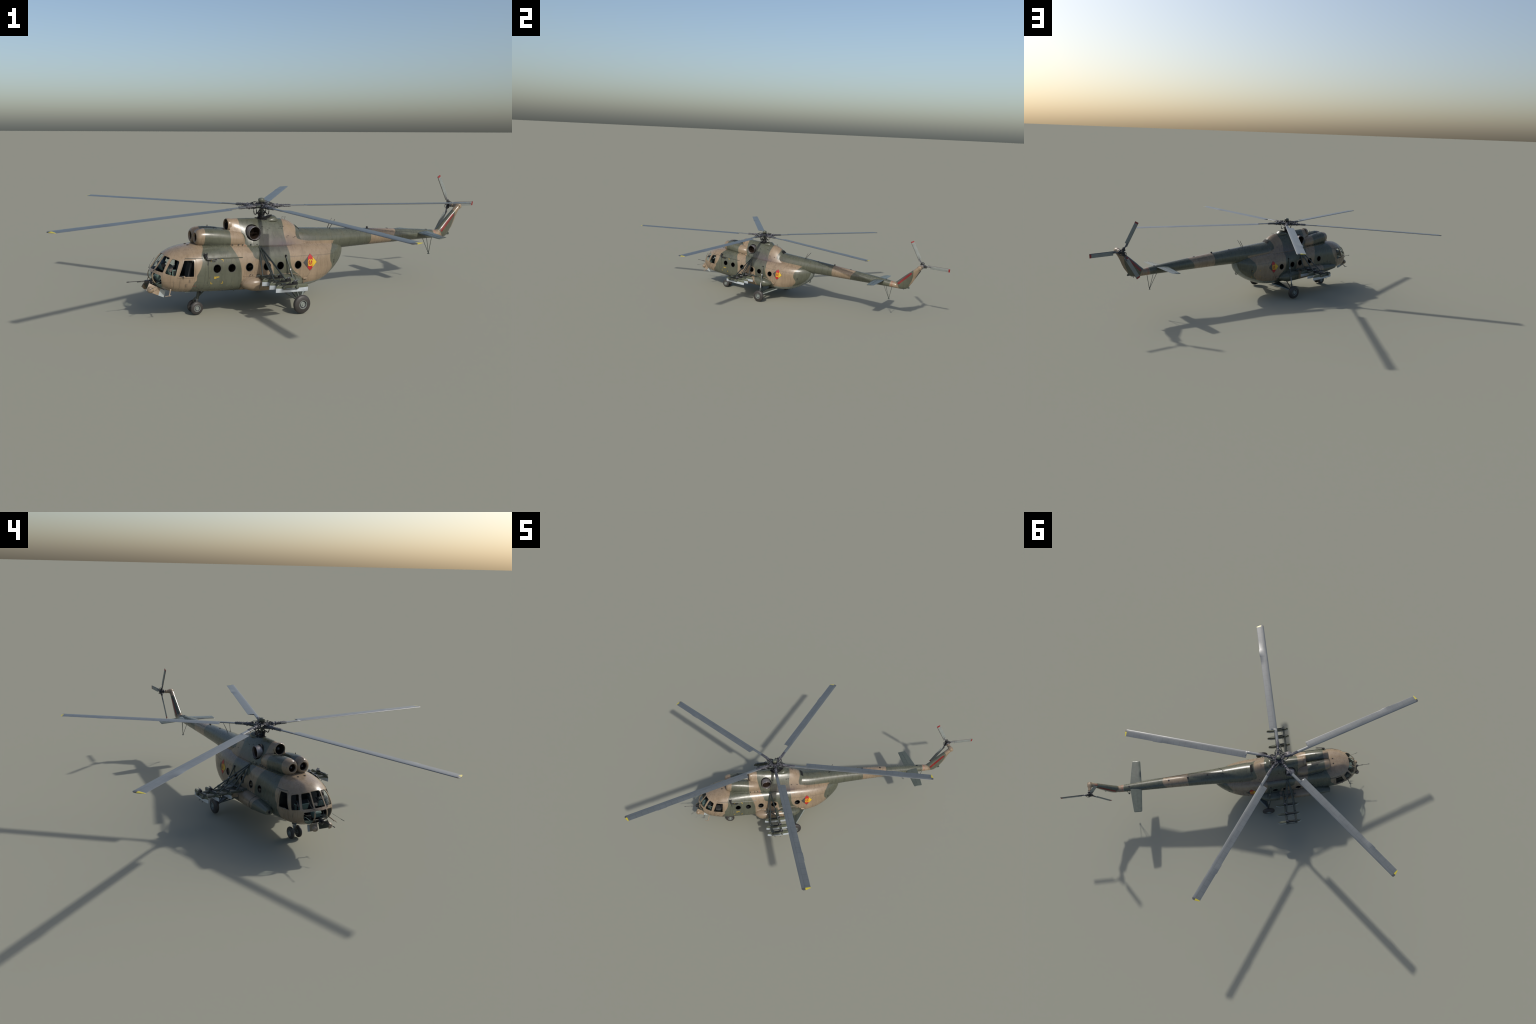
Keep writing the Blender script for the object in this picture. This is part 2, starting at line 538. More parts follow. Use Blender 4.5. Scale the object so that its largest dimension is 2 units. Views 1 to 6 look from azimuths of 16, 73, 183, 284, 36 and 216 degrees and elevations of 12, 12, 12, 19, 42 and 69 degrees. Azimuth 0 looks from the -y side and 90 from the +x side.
n_up = qp([(-.55, 2.0), (-.52, 2.02), (-.475, 2.08), (-.44, 2.40), (-.38, 2.58), (-.3, 2.81), (.1, 2.94), (.3, 2.60), (.4335, 2.2)])
n_lo = qp([(-.55, 2.0), (-.52, 2.4), (-.5, 2.8), (-.44, 3.2), (-.38, 3.25), (-.3, 3.5), (.1, 3.4), (.2, 3.2), (.3, 2.65), (.4335, 2.38)])

def hull_y(x, z):
    w, zm = half_w(q(x)), mid_z(q(x))
    if z >= zm:
        h, n = top_z(q(x)) - zm, n_up(q(x))
    else:
        h, n = zm - bot_z(q(x)), n_lo(q(x))
    t = min(abs(z - zm) / max(h, 1e-6), 1.0)
    return w * (1 - t ** n) ** (1 / n)

def hull_ring(x, seg):
    s = q(x)
    w, zm, zt, zb, nu, nl = half_w(s), mid_z(s), top_z(s), bot_z(s), n_up(s), n_lo(s)
    out = []
    for j in range(seg):
        a = 2 * pi * j / seg
        ca, sa = cos(a), sin(a)
        n = nu if sa >= 0 else nl
        h = (zt - zm) if sa >= 0 else (zm - zb)
        out.append(Vector((x, w * sgnpow(ca, 2 / n), zm + h * sgnpow(sa, 2 / n))))
    return out

def round_poly(pts, r, k=3):
    """round the corners of a 2D polygon"""
    out = []
    n = len(pts)
    for i in range(n):
        p, a, b = Vector(pts[i]), Vector(pts[i - 1]), Vector(pts[(i + 1) % n])
        rr = min(r, (a - p).length * .45, (b - p).length * .45)
        s = p + (a - p).normalized() * rr
        e = p + (b - p).normalized() * rr
        for j in range(k + 1):
            t = j / k
            out.append(tuple((1 - t) ** 2 * s + 2 * t * (1 - t) * p + t * t * e))
    return out

def cut_region(bm, outline, direction, keep):
    """slice the skin along a convex prism; returns the faces inside it"""
    d = Vector(direction).normalized()
    cen = sum((Vector(p) for p in outline), Vector()) / len(outline)
    planes = []
    for i in range(len(outline)):
        a, b = Vector(outline[i]), Vector(outline[(i + 1) % len(outline)])
        if (b - a).length < 1e-6:
            continue
        no = (b - a).cross(d).normalized()
        if (cen - a).dot(no) > 0:
            no = -no
        planes.append((a, no))
    rad = max((Vector(p) - cen).length for p in outline) + .03
    faces = [f for f in bm.faces if keep(f.calc_center_median()) and
             ((f.calc_center_median() - cen) - d * (f.calc_center_median() - cen).dot(d)).length < rad]
    for co, no in planes:
        geom = set(faces)
        for f in faces:
            geom.update(f.edges)
            geom.update(f.verts)
        res = bmesh.ops.bisect_plane(bm, geom=list(geom), dist=1e-7, plane_co=co, plane_no=no)
        faces = [g for g in res['geom'] if isinstance(g, bmesh.types.BMFace) and (g.calc_center_median() - co).dot(no) < 0]
    return faces

def take_faces(bm, faces, lay, offset, mat, name, parent=None, thick=0.0):
    """copy skin faces into an object of their own, shifted along the skin normal"""
    idx, vs, ns, fs = {}, [], [], []
    for f in faces:
        r = []
        for v in f.verts:
            if v not in idx:
                idx[v] = len(vs)
                n = v[lay].normalized()
                vs.append(v.co + n * offset)
                ns.append(n)
            r.append(idx[v])
        fs.append(r)
    if thick:
        edges = {}
        for r in fs:
            for a, b in zip(r, r[1:] + r[:1]):
                edges[(a, b)] = 1
        k = len(vs)
        inner = [v - n * thick for v, n in zip(vs, ns)]
        extra = [[i + k for i in r[::-1]] for r in fs]
        extra += [[b, a, a + k, b + k] for (a, b) in edges if (b, a) not in edges]
        vs, ns = vs + inner, ns + [-n for n in ns]
        fs = fs + extra
    me = bpy.data.meshes.new(name)
    me.from_pydata(vs, [], fs)
    me.materials.append(mat)
    me.shade_smooth()
    if not thick:
        me.normals_split_custom_set_from_vertices(ns)
    return link(name, me, parent)

ROUND_WINDOWS_PORT = [-.2867, -.2175, -.132, -.0437, .0242, .1178]
ROUND_WINDOWS_STARBOARD = [-.2175, -.132, -.0437, .0242, .1178]
WIN_Z = .207

def build_fuselage():
    seg = 112
    xs = []
    n = 46
    for i in range(n):
        t = (i + .25) / n
        xs.append(X_NOSE + .13 * t * t)
    xs += [X_NOSE + .13 + i * .0075 for i in range(0, 84)]
    x = xs[-1]
    while x < X_END - .0012:
        x = min(x + max(.0015, (X_END - x) * .05), X_END - .001)
        xs.append(x)
    m = Mesh()
    m.rings([hull_ring(x, seg) for x in xs], M['fuselage'])
    bm = bmesh.new()
    tmp = bpy.data.meshes.new("tmp")
    tmp.from_pydata(m.v, [], m.f)
    bm.from_mesh(tmp)
    bpy.data.meshes.remove(tmp)
    bmesh.ops.recalc_face_normals(bm, faces=bm.faces)
    bm.normal_update()
    lay = bm.verts.layers.float_vector.new("skin_normal")
    for v in bm.verts:
        v[lay] = v.normal.copy()
    removed = []

    # windshield: five upper panes, three chin panes, sliding side windows
    panes = []
    for s in (-1, 1):
        panes.append(("windshield_pane", round_poly([(-.5365, s * .0325, .1955), (-.5125, s * .0755, .1905), (-.4765, s * .0605, .2495), (-.4925, s * .0275, .2555)], .006), (-.75, s * .55, .25)))
        panes.append(("windshield_pane", round_poly([(-.508, s * .083, .1885), (-.4655, s * .1015, .1775), (-.4475, s * .0935, .2405), (-.4705, s * .0675, .2475)], .007), (-.55, s * .8, .2)))
        panes.append(("chin_pane", round_poly([(-.5455, s * .034, .184), (-.5205, s * .073, .1785), (-.519, s * .075, .150), (-.512, s * .062, .126), (-.508, s * .042, .117), (-.524, s * .034, .128), (-.540, s * .0335, .150)], .006), (-.8, s * .55, -.25)))
        panes.append(("side_window", round_poly([(-.4525, s * .105, .1755), (-.392, s * .123, .1775), (-.389, s * .11, .2455), (-.4285, s * .0955, .243)], .003), (-.25, s * 1.0, .12)))
    panes.append(("windshield_pane", round_poly([(-.54, -.0265, .197), (-.54, .0265, .197), (-.493, .023, .2575), (-.493, -.023, .2575)], .005), (-1, 0, .55)))
    panes.append(("chin_pane", round_poly([(-.545, -.029, .185), (-.545, .029, .185), (-.545, .029, .140), (-.545, -.029, .140)], .005), (-1, 0, -.15)))
    for nm, poly, d in panes:
        cen = sum((Vector(p) for p in poly), Vector()) / len(poly)
        dv = Vector(d)
        fs = cut_region(bm, poly, d, lambda c, cen=cen, dv=dv: (c - cen).dot(dv.normalized()) > -.03 and c.x < -.36)
        bm.normal_update()
        take_faces(bm, fs, lay, -.0012, M['glass'], nm, thick=.0008)
        bmesh.ops.delete(bm, geom=fs, context='FACES')
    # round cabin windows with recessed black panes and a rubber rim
    for s, wl in ((-1, ROUND_WINDOWS_PORT), (1, ROUND_WINDOWS_STARBOARD)):
        for wx in wl:
            poly = [(wx + .0172 * cos(2 * pi * k / 28), s * .12, WIN_Z + .0178 * sin(2 * pi * k / 28)) for k in range(28)]
            fs = cut_region(bm, poly, (0, s, 0), lambda c, s=s: c.y * s > .05)
            take_faces(bm, fs, lay, -.0022, M['cabin_glass'], "cabin_window", thick=.0006)
            bmesh.ops.delete(bm, geom=fs, context='FACES')
            g = Mesh()
            rings = []
            for rr, off in ((.0172, -.0026), (.0172, .0004), (.0186, .0006), (.0194, -.0004)):
                rings.append([Vector((wx + rr * cos(2 * pi * k / 28), s * (hull_y(wx + rr * cos(2 * pi * k / 28), WIN_Z + rr * 1.035 * sin(2 * pi * k / 28)) + off), WIN_Z + rr * 1.035 * sin(2 * pi * k / 28))) for k in range(28)])
            g.rings(rings, M['mark_black'], False, False)
            g.obj("window_gasket")

    # rims around the cockpit openings + dark inner lining
    bverts = [e for e in bm.edges if e.is_boundary]
    rim = Mesh()
    for e in bverts:
        a, b = e.verts
        if a.co.x > -.37:
            continue
        na, nb = a[lay].normalized(), b[lay].normalized()
        rim.add([a.co, b.co, b.co - nb * .0035, a.co - na * .0035], [(0, 1, 2, 3)], M['tan'])
    if rim.v:
        rim.obj("window_frame_rim", smooth=False)
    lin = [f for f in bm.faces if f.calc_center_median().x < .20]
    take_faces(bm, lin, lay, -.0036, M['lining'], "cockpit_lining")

    me = bpy.data.meshes.new("fuselage")
    ns = [tuple(v[lay].normalized()) for v in bm.verts]
    bm.verts.layers.float_vector.remove(lay)
    bm.to_mesh(me)
    bm.free()
    me.materials.append(M['fuselage'])
    me.shade_smooth()
    me.normals_split_custom_set_from_vertices(ns)
    o = link("fuselage", me)
    return o

def skin_patch(m, x0, x1, zlo, zhi, side, mat, off=.0006, nx=4, nz=4, surf=hull_y):
    """thin marking laid onto the skin between z = zlo(x) and z = zhi(x)"""
    lo = zlo if callable(zlo) else (lambda x: zlo)
    hi = zhi if callable(zhi) else (lambda x: zhi)
    vs, fs = [], []
    for i in range(nx + 1):
        x = x0 + (x1 - x0) * i / nx
        for j in range(nz + 1):
            z = lo(x) + (hi(x) - lo(x)) * j / nz
            vs.append((x, side * (surf(x, z) + off), z))
    for i in range(nx):
        for j in range(nz):
            a = i * (nz + 1) + j
            fs.append((a, a + nz + 1, a + nz + 2, a + 1))
    m.add(vs, fs, mat)

def skin_strip(m, pts, width, side, mat, off=.0009, surf=hull_y):
    """ribbon on the skin along 2D (x,z) points"""
    vs, fs = [], []
    n = len(pts)
    for i, p in enumerate(pts):
        a, b = Vector(pts[max(i - 1, 0)]), Vector(pts[min(i + 1, n - 1)])
        t = (b - a).normalized()
        w = Vector((-t.y, t.x)) * width / 2
        for k in (-1, 1):
            x, z = p[0] + w.x * k, p[1] + w.y * k
            vs.append((x, side * (surf(x, z) + off), z))
    for i in range(n - 1):
        fs.append((2 * i, 2 * i + 2, 2 * i + 3, 2 * i + 1))
    m.add(vs, fs, mat)

def seg_pts(a, b, n=6):
    return [(a[0] + (b[0] - a[0]) * i / n, a[1] + (b[1] - a[1]) * i / n) for i in range(n + 1)]

def build_markings():
    # diamond emblem: black, red, gold stripes with a wreath, hammer and dividers in gold
    cx, cz, rx, rz = .1835, .2163, .0385, .0405
    for s in (-1, 1):
        m = Mesh()
        fwd = 1 if s < 0 else -1           # black stripe stands on the viewer's left
        hi = lambda k: (lambda x: cz + k * rz * (1 - abs(x - cx) / rx))
        def stripe(u0, u1, mat, kx=1.0, off=.0008):
            for a, b in ((u0, min(u1, 0)), (max(u0, 0), u1)):
                if b - a < 1e-6: continue
                skin_patch(m, cx + fwd * a * rx * kx, cx + fwd * b * rx * kx, lambda x: cz - kx * rz * max(0, 1 - abs(x - cx) / (rx * kx)), lambda x: cz + kx * rz * max(0, 1 - abs(x - cx) / (rx * kx)), s, mat, off, 6, 8)
        stripe(-1, 1, M['mark_black'], 1.0, .0005)
        stripe(-1, -.36, M['mark_black'], .95, .0009)
        stripe(-.36, .36, M['red'], .95, .0009)
        stripe(.36, 1, M['yellow'], .95, .0009)
        ring = [(cx + .0125 * cos(a), cz + .0002 + .0135 * sin(a)) for a in [radians(95 + 350 * i / 26) for i in range(27)]]
        skin_strip(m, ring, .0034, s, M['yellow'], .0013)
        skin_strip(m, [(cx - .0118, cz - .0125), (cx - .005, cz - .0155), (cx + .005, cz - .0155), (cx + .0118, cz - .0125)], .0034, s, M['yellow'], .0014)
        skin_strip(m, seg_pts((cx, cz - .008), (cx, cz + .009), 4), .0021, s, M['yellow'], .0014)
        skin_strip(m, seg_pts((cx - .0045, cz + .008), (cx + .0045, cz + .008), 3), .0035, s, M['yellow'], .0015)
        for k in (-1, 1):
            skin_strip(m, seg_pts((cx, cz + .007), (cx + k * .0068, cz - .006), 4), .0016, s, M['yellow'], .0014)
        m.obj("national_emblem", smooth=False)
    # yellow rescue corners on the port door and on the starboard clamshell
    def corners(m, x0, x1, z0, z1, s, l=.0085, w=.0019, skew=0.0):
        for (x, z, dx, dz) in ((x0, z0, 1, 1), (x1, z0, -1, 1), (x1, z1, -1, -1), (x0, z1, 1, -1)):
            x = x + skew * (z - z0)
            skin_strip(m, seg_pts((x, z), (x + dx * l * .9, z), 2), w, s, M['yellow'])
            skin_strip(m, seg_pts((x, z), (x, z + dz * l), 2), w, s, M['yellow'])
    m = Mesh()
    corners(m, -.3145, -.2595, .1425, .2455, -1)
    # stencilled line of small yellow text blocks
    x = -.3005
    for k, w in enumerate((.004, .003, .0045, .0035, .004)):
        skin_patch(m, x, x + w, .1695 - .0012 * (k % 2), .1732, -1, M['yellow'], .0007, 1, 1)
        x += w + .0012
    x = -.3
    for k, w in enumerate((.005, .004)):
        skin_patch(m, x, x + w, .1645, .1675, -1, M['yellow'], .0007, 1, 1)
        x += w + .0012
    m.obj("rescue_marking", smooth=False)
    m = Mesh()
    corners(m, .285, .335, .165, .21, 1, .006, .0014)
    m.obj("rescue_marking", smooth=False)
    # dark stencils beside the cockpit, small black vents on the clamshell
    m = Mesh()
    for (x, z) in ((-.412, .158), (-.4255, .139)):
        skin_strip(m, seg_pts((x, z - .006), (x, z + .006), 2), .0009, -1, M['mark_black'])
        for dz in (-.006, .0, .006):
            skin_strip(m, seg_pts((x, z + dz), (x + .007, z + dz), 2), .0009, -1, M['mark_black'])
    for dx in (-.3935, -.385):
        skin_patch(m, dx, dx + .0025, .1355, .138, -1, M['red'], .0006, 1, 1)
    skin_patch(m, -.1385, -.1365, .3005 - .006, .3035 - .006, -1, M['red'], .0006, 1, 1)
    m.obj("stencil_marking", smooth=False)
    m = Mesh()
    for s in (-1, 1):
        for z in (.203, .213):
            skin_patch(m, .334, .3425, z, z + .0042, s, M['void'], .0007, 2, 1)
    m.obj("vent_slot", smooth=False)
    # door, hatch and seam outlines (thin dark gaps in the skin)
    m = Mesh()
    def outline(pts, s, w=.0009):
        for a, b in zip(pts, pts[1:] + pts[:1]):
            skin_strip(m, seg_pts(a, b, 10), w, s, M['mark_black'], .0004)
    outline([(-.3255, .2475), (-.2515, .2475), (-.2475, .112), (-.328, .112)], -1)
    outline([(-.3775, .1795), (-.345, .1795), (-.345, .123), (-.365, .118), (-.3775, .13)], -1, .0007)
    outline([(-.395, .185), (-.358, .185), (-.358, .13), (-.395, .13)], 1, .0007)
    for s in (-1, 1):
        skin_strip(m, seg_pts((.145, .108), (.232, .246), 12), .0009, s, M['mark_black'], .0004)
        skin_strip(m, [(x, .2465 + (x - .1) * .01) for x in [(.075 + .03 * i) for i in range(11)]], .0008, s, M['mark_black'], .0004)
        skin_strip(m, seg_pts((-.475, .160), (-.4700, .108), 8), .0007, s, M['mark_black'], .0004)
        skin_strip(m, seg_pts((-.4485, .172), (-.4490, .104), 8), .0007, s, M['mark_black'], .0004)
    m.obj("panel_seam", smooth=False)
    # sliding window frames, window rails
    m = Mesh()
    for s in (-1, 1):
        fr = [(-.4570, .1725), (-.3850, .1745), (-.3815, .2495), (-.4310, .2475)]
        for a, b in zip(fr, fr[1:] + fr[:1]):
            pts = seg_pts(a, b, 8)
            m.pipe([(x, s * (hull_y(x, z) + .0006), z) for x, z in pts], .0013, M['tan'], 6)
        m.pipe([(x, s * (hull_y(x, .253) + .001), .253) for x in [-.425 + .0125 * i for i in range(7)]], .0011, M['strut'], 6)
    m.obj("window_slide_frame")
    m = Mesh()
    m.pipe([(-.345 + .02 * i, -(hull_y(-.345 + .02 * i, .2515) + .0022), .2515) for i in range(10)], .0019, M['green'], 6)
    m.pipe([(-.3275, -(hull_y(-.3275, z) + .001), z) for z in (.118, .15, .18, .21, .245)], .0012, M['green'], 6)
    m.obj("door_rail")
    m = Mesh()
    m.pipe([(-.3185, -(hull_y(-.3185, z) + k), z) for z, k in ((.1655, .001), (.1665, .0035), (.1735, .0035), (.1745, .001))], .0012, M['steel'], 8)
    for s in (-1, 1):
        m.rod((.148, s * (hull_y(.148, .142) + .003), .142), (.168, s * (hull_y(.168, .142) + .003), .142), .004, M['tan'])
    m.obj("door_handle")

def build_cowling():
    """gearbox fairing on the roof"""
    seg = 48
    xs = [-.195, -.19, -.182, -.172, -.16, -.14, -.12, -.10, -.05, 0, .05, .085, .105, .12, .135, .148, .158, .166, .173, .179, .185]
    top = pchip([(-.199, .398), (-.19, .4035), (-.18, .4055), (-.15, .4078), (-.06, .4092), (.05, .4085), (.085, .4055), (.11, .3995), (.132, .389), (.155, .374), (.17, .362), (.185, .350)])
    wid = pchip([(-.199, .0295), (-.19, .032), (-.175, .038), (-.155, .052), (-.13, .070), (-.1, .081), (0, .0862), (.08, .0850), (.12, .081), (.15, .077), (.185, .071)])
    # flank profile: concave skirt on the deck rising to a round crest (height fraction, width fraction)
    flank = pchip([(0, 1.0), (.1, .955), (.2, .900), (.35, .805), (.5, .705), (.65, .590), (.8, .445), (.9, .318), (.96, .20), (.99, .10), (1.0, .0)])
    tube = pchip([(0, 1.0), (.25, .968), (.5, .866), (.7, .714), (.85, .527), (.94, .341), (.98, .199), (1.0, 0)])
    zb = pchip([(-.199, .350), (-.185, .342), (-.165, .318), (-.14, .298), (-.12, .291), (.185, .291)])
    m = Mesh()
    rings = []
    for x in xs:
        w, b, t = wid(x), zb(x), top(x)
        k = min(1.0, max(0.0, (x + .19) / .06))
        ring = []
        for j in range(seg + 1):
            a = pi * j / seg
            h = sin(a)
            y = w * (flank(h) * k + tube(h) * (1 - k))
            ring.append(Vector((x, math.copysign(y, cos(a)), b + (t - b) * h)))
        ring += [Vector((x, -w * .9, b - .02)), Vector((x, w * .9, b - .02))]
        rings.append(ring)
    m.rings(rings, M['cowling'], False, True)
    fairing = m.obj("gearbox_fairing", angle=50)
    bm = bmesh.new()
    bm.from_mesh(fairing.data)
    for s in (-1, 1):
        a = Vector((.06, s * 1.0, -.02)).normalized()
        u = a.cross(Vector((0, 0, 1))).normalized()
        w = a.cross(u)
        c = Vector((-.0925, s * .035, .350))
        fs = cut_region(bm, [c + (u * cos(2 * pi * k / 32) + w * sin(2 * pi * k / 32)) * .0350 for k in range(32)], a, lambda p, s=s: p.y * s > .02)
        bmesh.ops.delete(bm, geom=fs, context='FACES')
    bm.to_mesh(fairing.data)
    bm.free()
    # oil cooler intake at its front: lip ring and dark duct
    m = Mesh()
    c = Vector((-.199, 0, .3785))
    m.lathe([(.014, .0300), (.004, .0300), (-.001, .0288), (-.0030, .0272), (-.0022, .0256), (.002, .0246)], c, (1, 0, 0), M['cowling'], 40, False, False)
    m.lathe([(.002, .0247), (.032, .0225), (.0325, 0)], c, (1, 0, 0), M['void'], 32, False, False)
    m.lathe([(.0, .0), (.002, .005), (.007, .0078), (.018, .0085)], c + Vector((.010, 0, -.001)), (1, 0, 0), M['hub'], 16, False, False)
    m.ball((-.165, 0, .322), .05, M['cowling'], 28, (1.0, .72, .66))     # saddle between the engine tubes
    m.obj("cooler_intake")
    # rear cooler outlet, dark glazed slot
    m = Mesh()
    vs, fs = [], []
    for i in range(7):
        x = .150 + .019 * i / 6
        for j in range(13):
            y = -.026 + .052 * j / 12
            vs.append((x, y, top(x) + .0012 - 11.0 * y * y))
    fs = [(i * 13 + j, i * 13 + j + 1, (i + 1) * 13 + j + 1, (i + 1) * 13 + j) for i in range(6) for j in range(12)]
    m.add(vs, fs, M['void'])
    m.obj("cooler_outlet")
    # mast opening: hump behind the mast and a sloping black patch laid over the skin around it
    m = Mesh()
    ht = pchip([(-.012, .4085), (.005, .4125), (.020, .4185), (.030, .4218), (.0365, .4222), (.044, .4180), (.054, .4100), (.060, .4060)])
    rings = []
    for x in (-.012, -.003, .006, .014, .022, .029, .034, .038, .043, .049, .055, .060):
        hw = .034 * sqrt(max(.02, 1 - ((x - .022) / .042) ** 2))
        rings.append([Vector((x, hw * cos(pi * j / 20), .398 + (ht(x) - .398) * sin(pi * j / 20) ** .7)) for j in range(21)])
    m.rings(rings, M['cowling'])
    m.obj("mast_hump", angle=60)
    m = Mesh()
    n = 36
    low = []
    for r in (1.0, .5):
        low.append([])
        for j in range(n):
            a = 2 * pi * j / n
            x = -.0145 + .0435 * r * cos(a)
            z = max(.4098, .4098 + (x + .020) * .27) - .0105 * abs(sin(a)) ** 2 * (1 if x < .01 else .35) * r + (0 if r == 1 else .0012)
            low[-1].append(Vector((x, .0235 * r * sin(a), z + .0012)))
    m.rings(low, M['void'], False, True)
    m.obj("mast_opening", angle=60)

def build_engines():
    for s in (-1, 1):
        m = Mesh()
        seg = 40
        rings = []
        stations = [(-.3575, .0240, .0290), (-.3560, .0275, .0292), (-.3525, .0308, .0294), (-.3465, .0335, .0298), (-.337, .0355, .0304), (-.32, .0370, .0315), (-.30, .0378, .0330), (-.26, .0388, .0355), (-.22, .0392, .0375), (-.18, .0390, .0385), (-.155, .0375, .0375), (-.138, .0335, .0350), (-.124, .0270, .0310)]
        topz = pchip([(-.3575, .3535), (-.356, .3575), (-.3525, .3615), (-.3465, .3650), (-.337, .3675), (-.32, .3695), (-.30, .3700), (-.26, .3680), (-.22, .3635), (-.18, .3580), (-.15, .3530), (-.124, .346)])
        botz = pchip([(-.3575, .3050), (-.356, .3015), (-.3525, .2980), (-.3465, .2950), (-.337, .2930), (-.32, .2915), (-.28, .290), (-.09, .288)])
        for x, w, cy in stations:
            t, b = topz(x), botz(x)
            cz, h = (t + b) / 2, (t - b) / 2
            k = min(1, max(0, (x + .345) / .12))
            ring = []
            for j in range(seg):
                a = 2 * pi * j / seg
                n = 2 + (-.12 * k if sin(a) > 0 else .75 * k)
                y = w * sgnpow(cos(a), 2 / n)
                ring.append(Vector((x, s * (cy + y), cz + h * sgnpow(sin(a), 2 / n))))
            rings.append(ring)
        # intake lip rolls inwards
        c = Vector((-.3575, s * .0290, .3293))
        lip = [[c + Vector((dx, (p.y - c.y) * k, (p.z - c.z) * k)) for p in rings[0]] for dx, k in ((.007, .73), (.001, .76), (-.0012, .85), (-.0012, .94))]
        m.rings(lip + rings, M['cowling'], False, True)
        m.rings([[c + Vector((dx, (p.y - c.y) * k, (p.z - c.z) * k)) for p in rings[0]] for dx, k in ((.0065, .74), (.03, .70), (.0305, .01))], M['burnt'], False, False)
        m.lathe([(0, .0001), (.002, .003), (.008, .0052), (.018, .006)], c + Vector((.006, 0, 0)), (1, 0, 0), M['hub'], 16, False, False)
        m.obj("engine_cowling", angle=45)
        # exhaust outlet: fat pipe canted outwards and aft
        m = Mesh()
        a = Vector((.06, s * 1.0, -.02)).normalized()
        p0 = Vector((-.0925, s * .035, .350))
        m.lathe([(0, .0305), (.030, .0305), (.0405, .0303), (.0412, .0295), (.0405, .0287), (.025, .028), (.002, .027)], p0, a, M['exhaust'], 40, False, False)
        m.lathe([(.030, .0279), (-.015, .0260), (-.0155, 0)], p0, a, M['burnt'], 32, False, False)
        m.lathe([(-.012, .006), (.004, .0045), (.010, .0)], p0, a, M['void'], 16, False, False)
        m.rod(p0 + a * .018 + Vector((-.026, 0, -.002)), p0 + a * .018 + Vector((.026, 0, -.002)), .0008, M['burnt'])
        m.obj("exhaust_pipe")
        m = Mesh()
        m.lathe([(.012, .0352), (-.004, .0350), (-.006, .030)], p0, a, M['void'], 36, False, False)
        m.obj("exhaust_recess")
    # engine deck: flange line where the cowlings sit on the cabin roof
    m = Mesh()
    out = [(-.352, .022), (-.335, .058), (-.30, .071), (-.25, .078), (-.19, .083), (-.1, .0862), (0, .087), (.07, .0855), (.14, .079), (.2, .0715), (.27, .063), (.335, .0565)]
    poly = [(x, y, .2925) for x, y in out] + [(x, -y, .2925) for x, y in out[::-1]]
    m.extrude(poly, (0, 0, -.012), (0, 0, .0022), M['cowling'])
    m.obj("engine_deck", angle=30)
    # small fittings on the cowlings: fasteners, hinges, vents
    m = Mesh()
    for s in (-1, 1):
        for (x, z, y) in ((.045, .377, .062), (.058, .377, .062), (-.05, .377, .062), (-.015, .371, .066), (.079, .336, .078), (.118, .332, .074)):
            m.box((x, s * y, z), (.007, .003, .0016), M['black'])
        m.rod((-.275, s * .038, .369), (-.275, s * .038, .3745), .0018, M['black'])
        for x in (-.2, -.17, -.15, -.11, -.08):
            m.box((x, s * .0795, .3005), (.004, .006, .004), M['strut'])
    for (x, y) in ((.09, .004), (.098, -.004)):
        m.pipe([(x, y, .402), (x - .003, y, .413), (x + .003, y, .4145), (x + .005, y, .411)], .0007, M['black'], 6)
    for y in (-.0175, .0175):
        m.box((-.385, y, .2955), (.009, .005, .003), M['void'])
    m.obj("cowling_fitting")

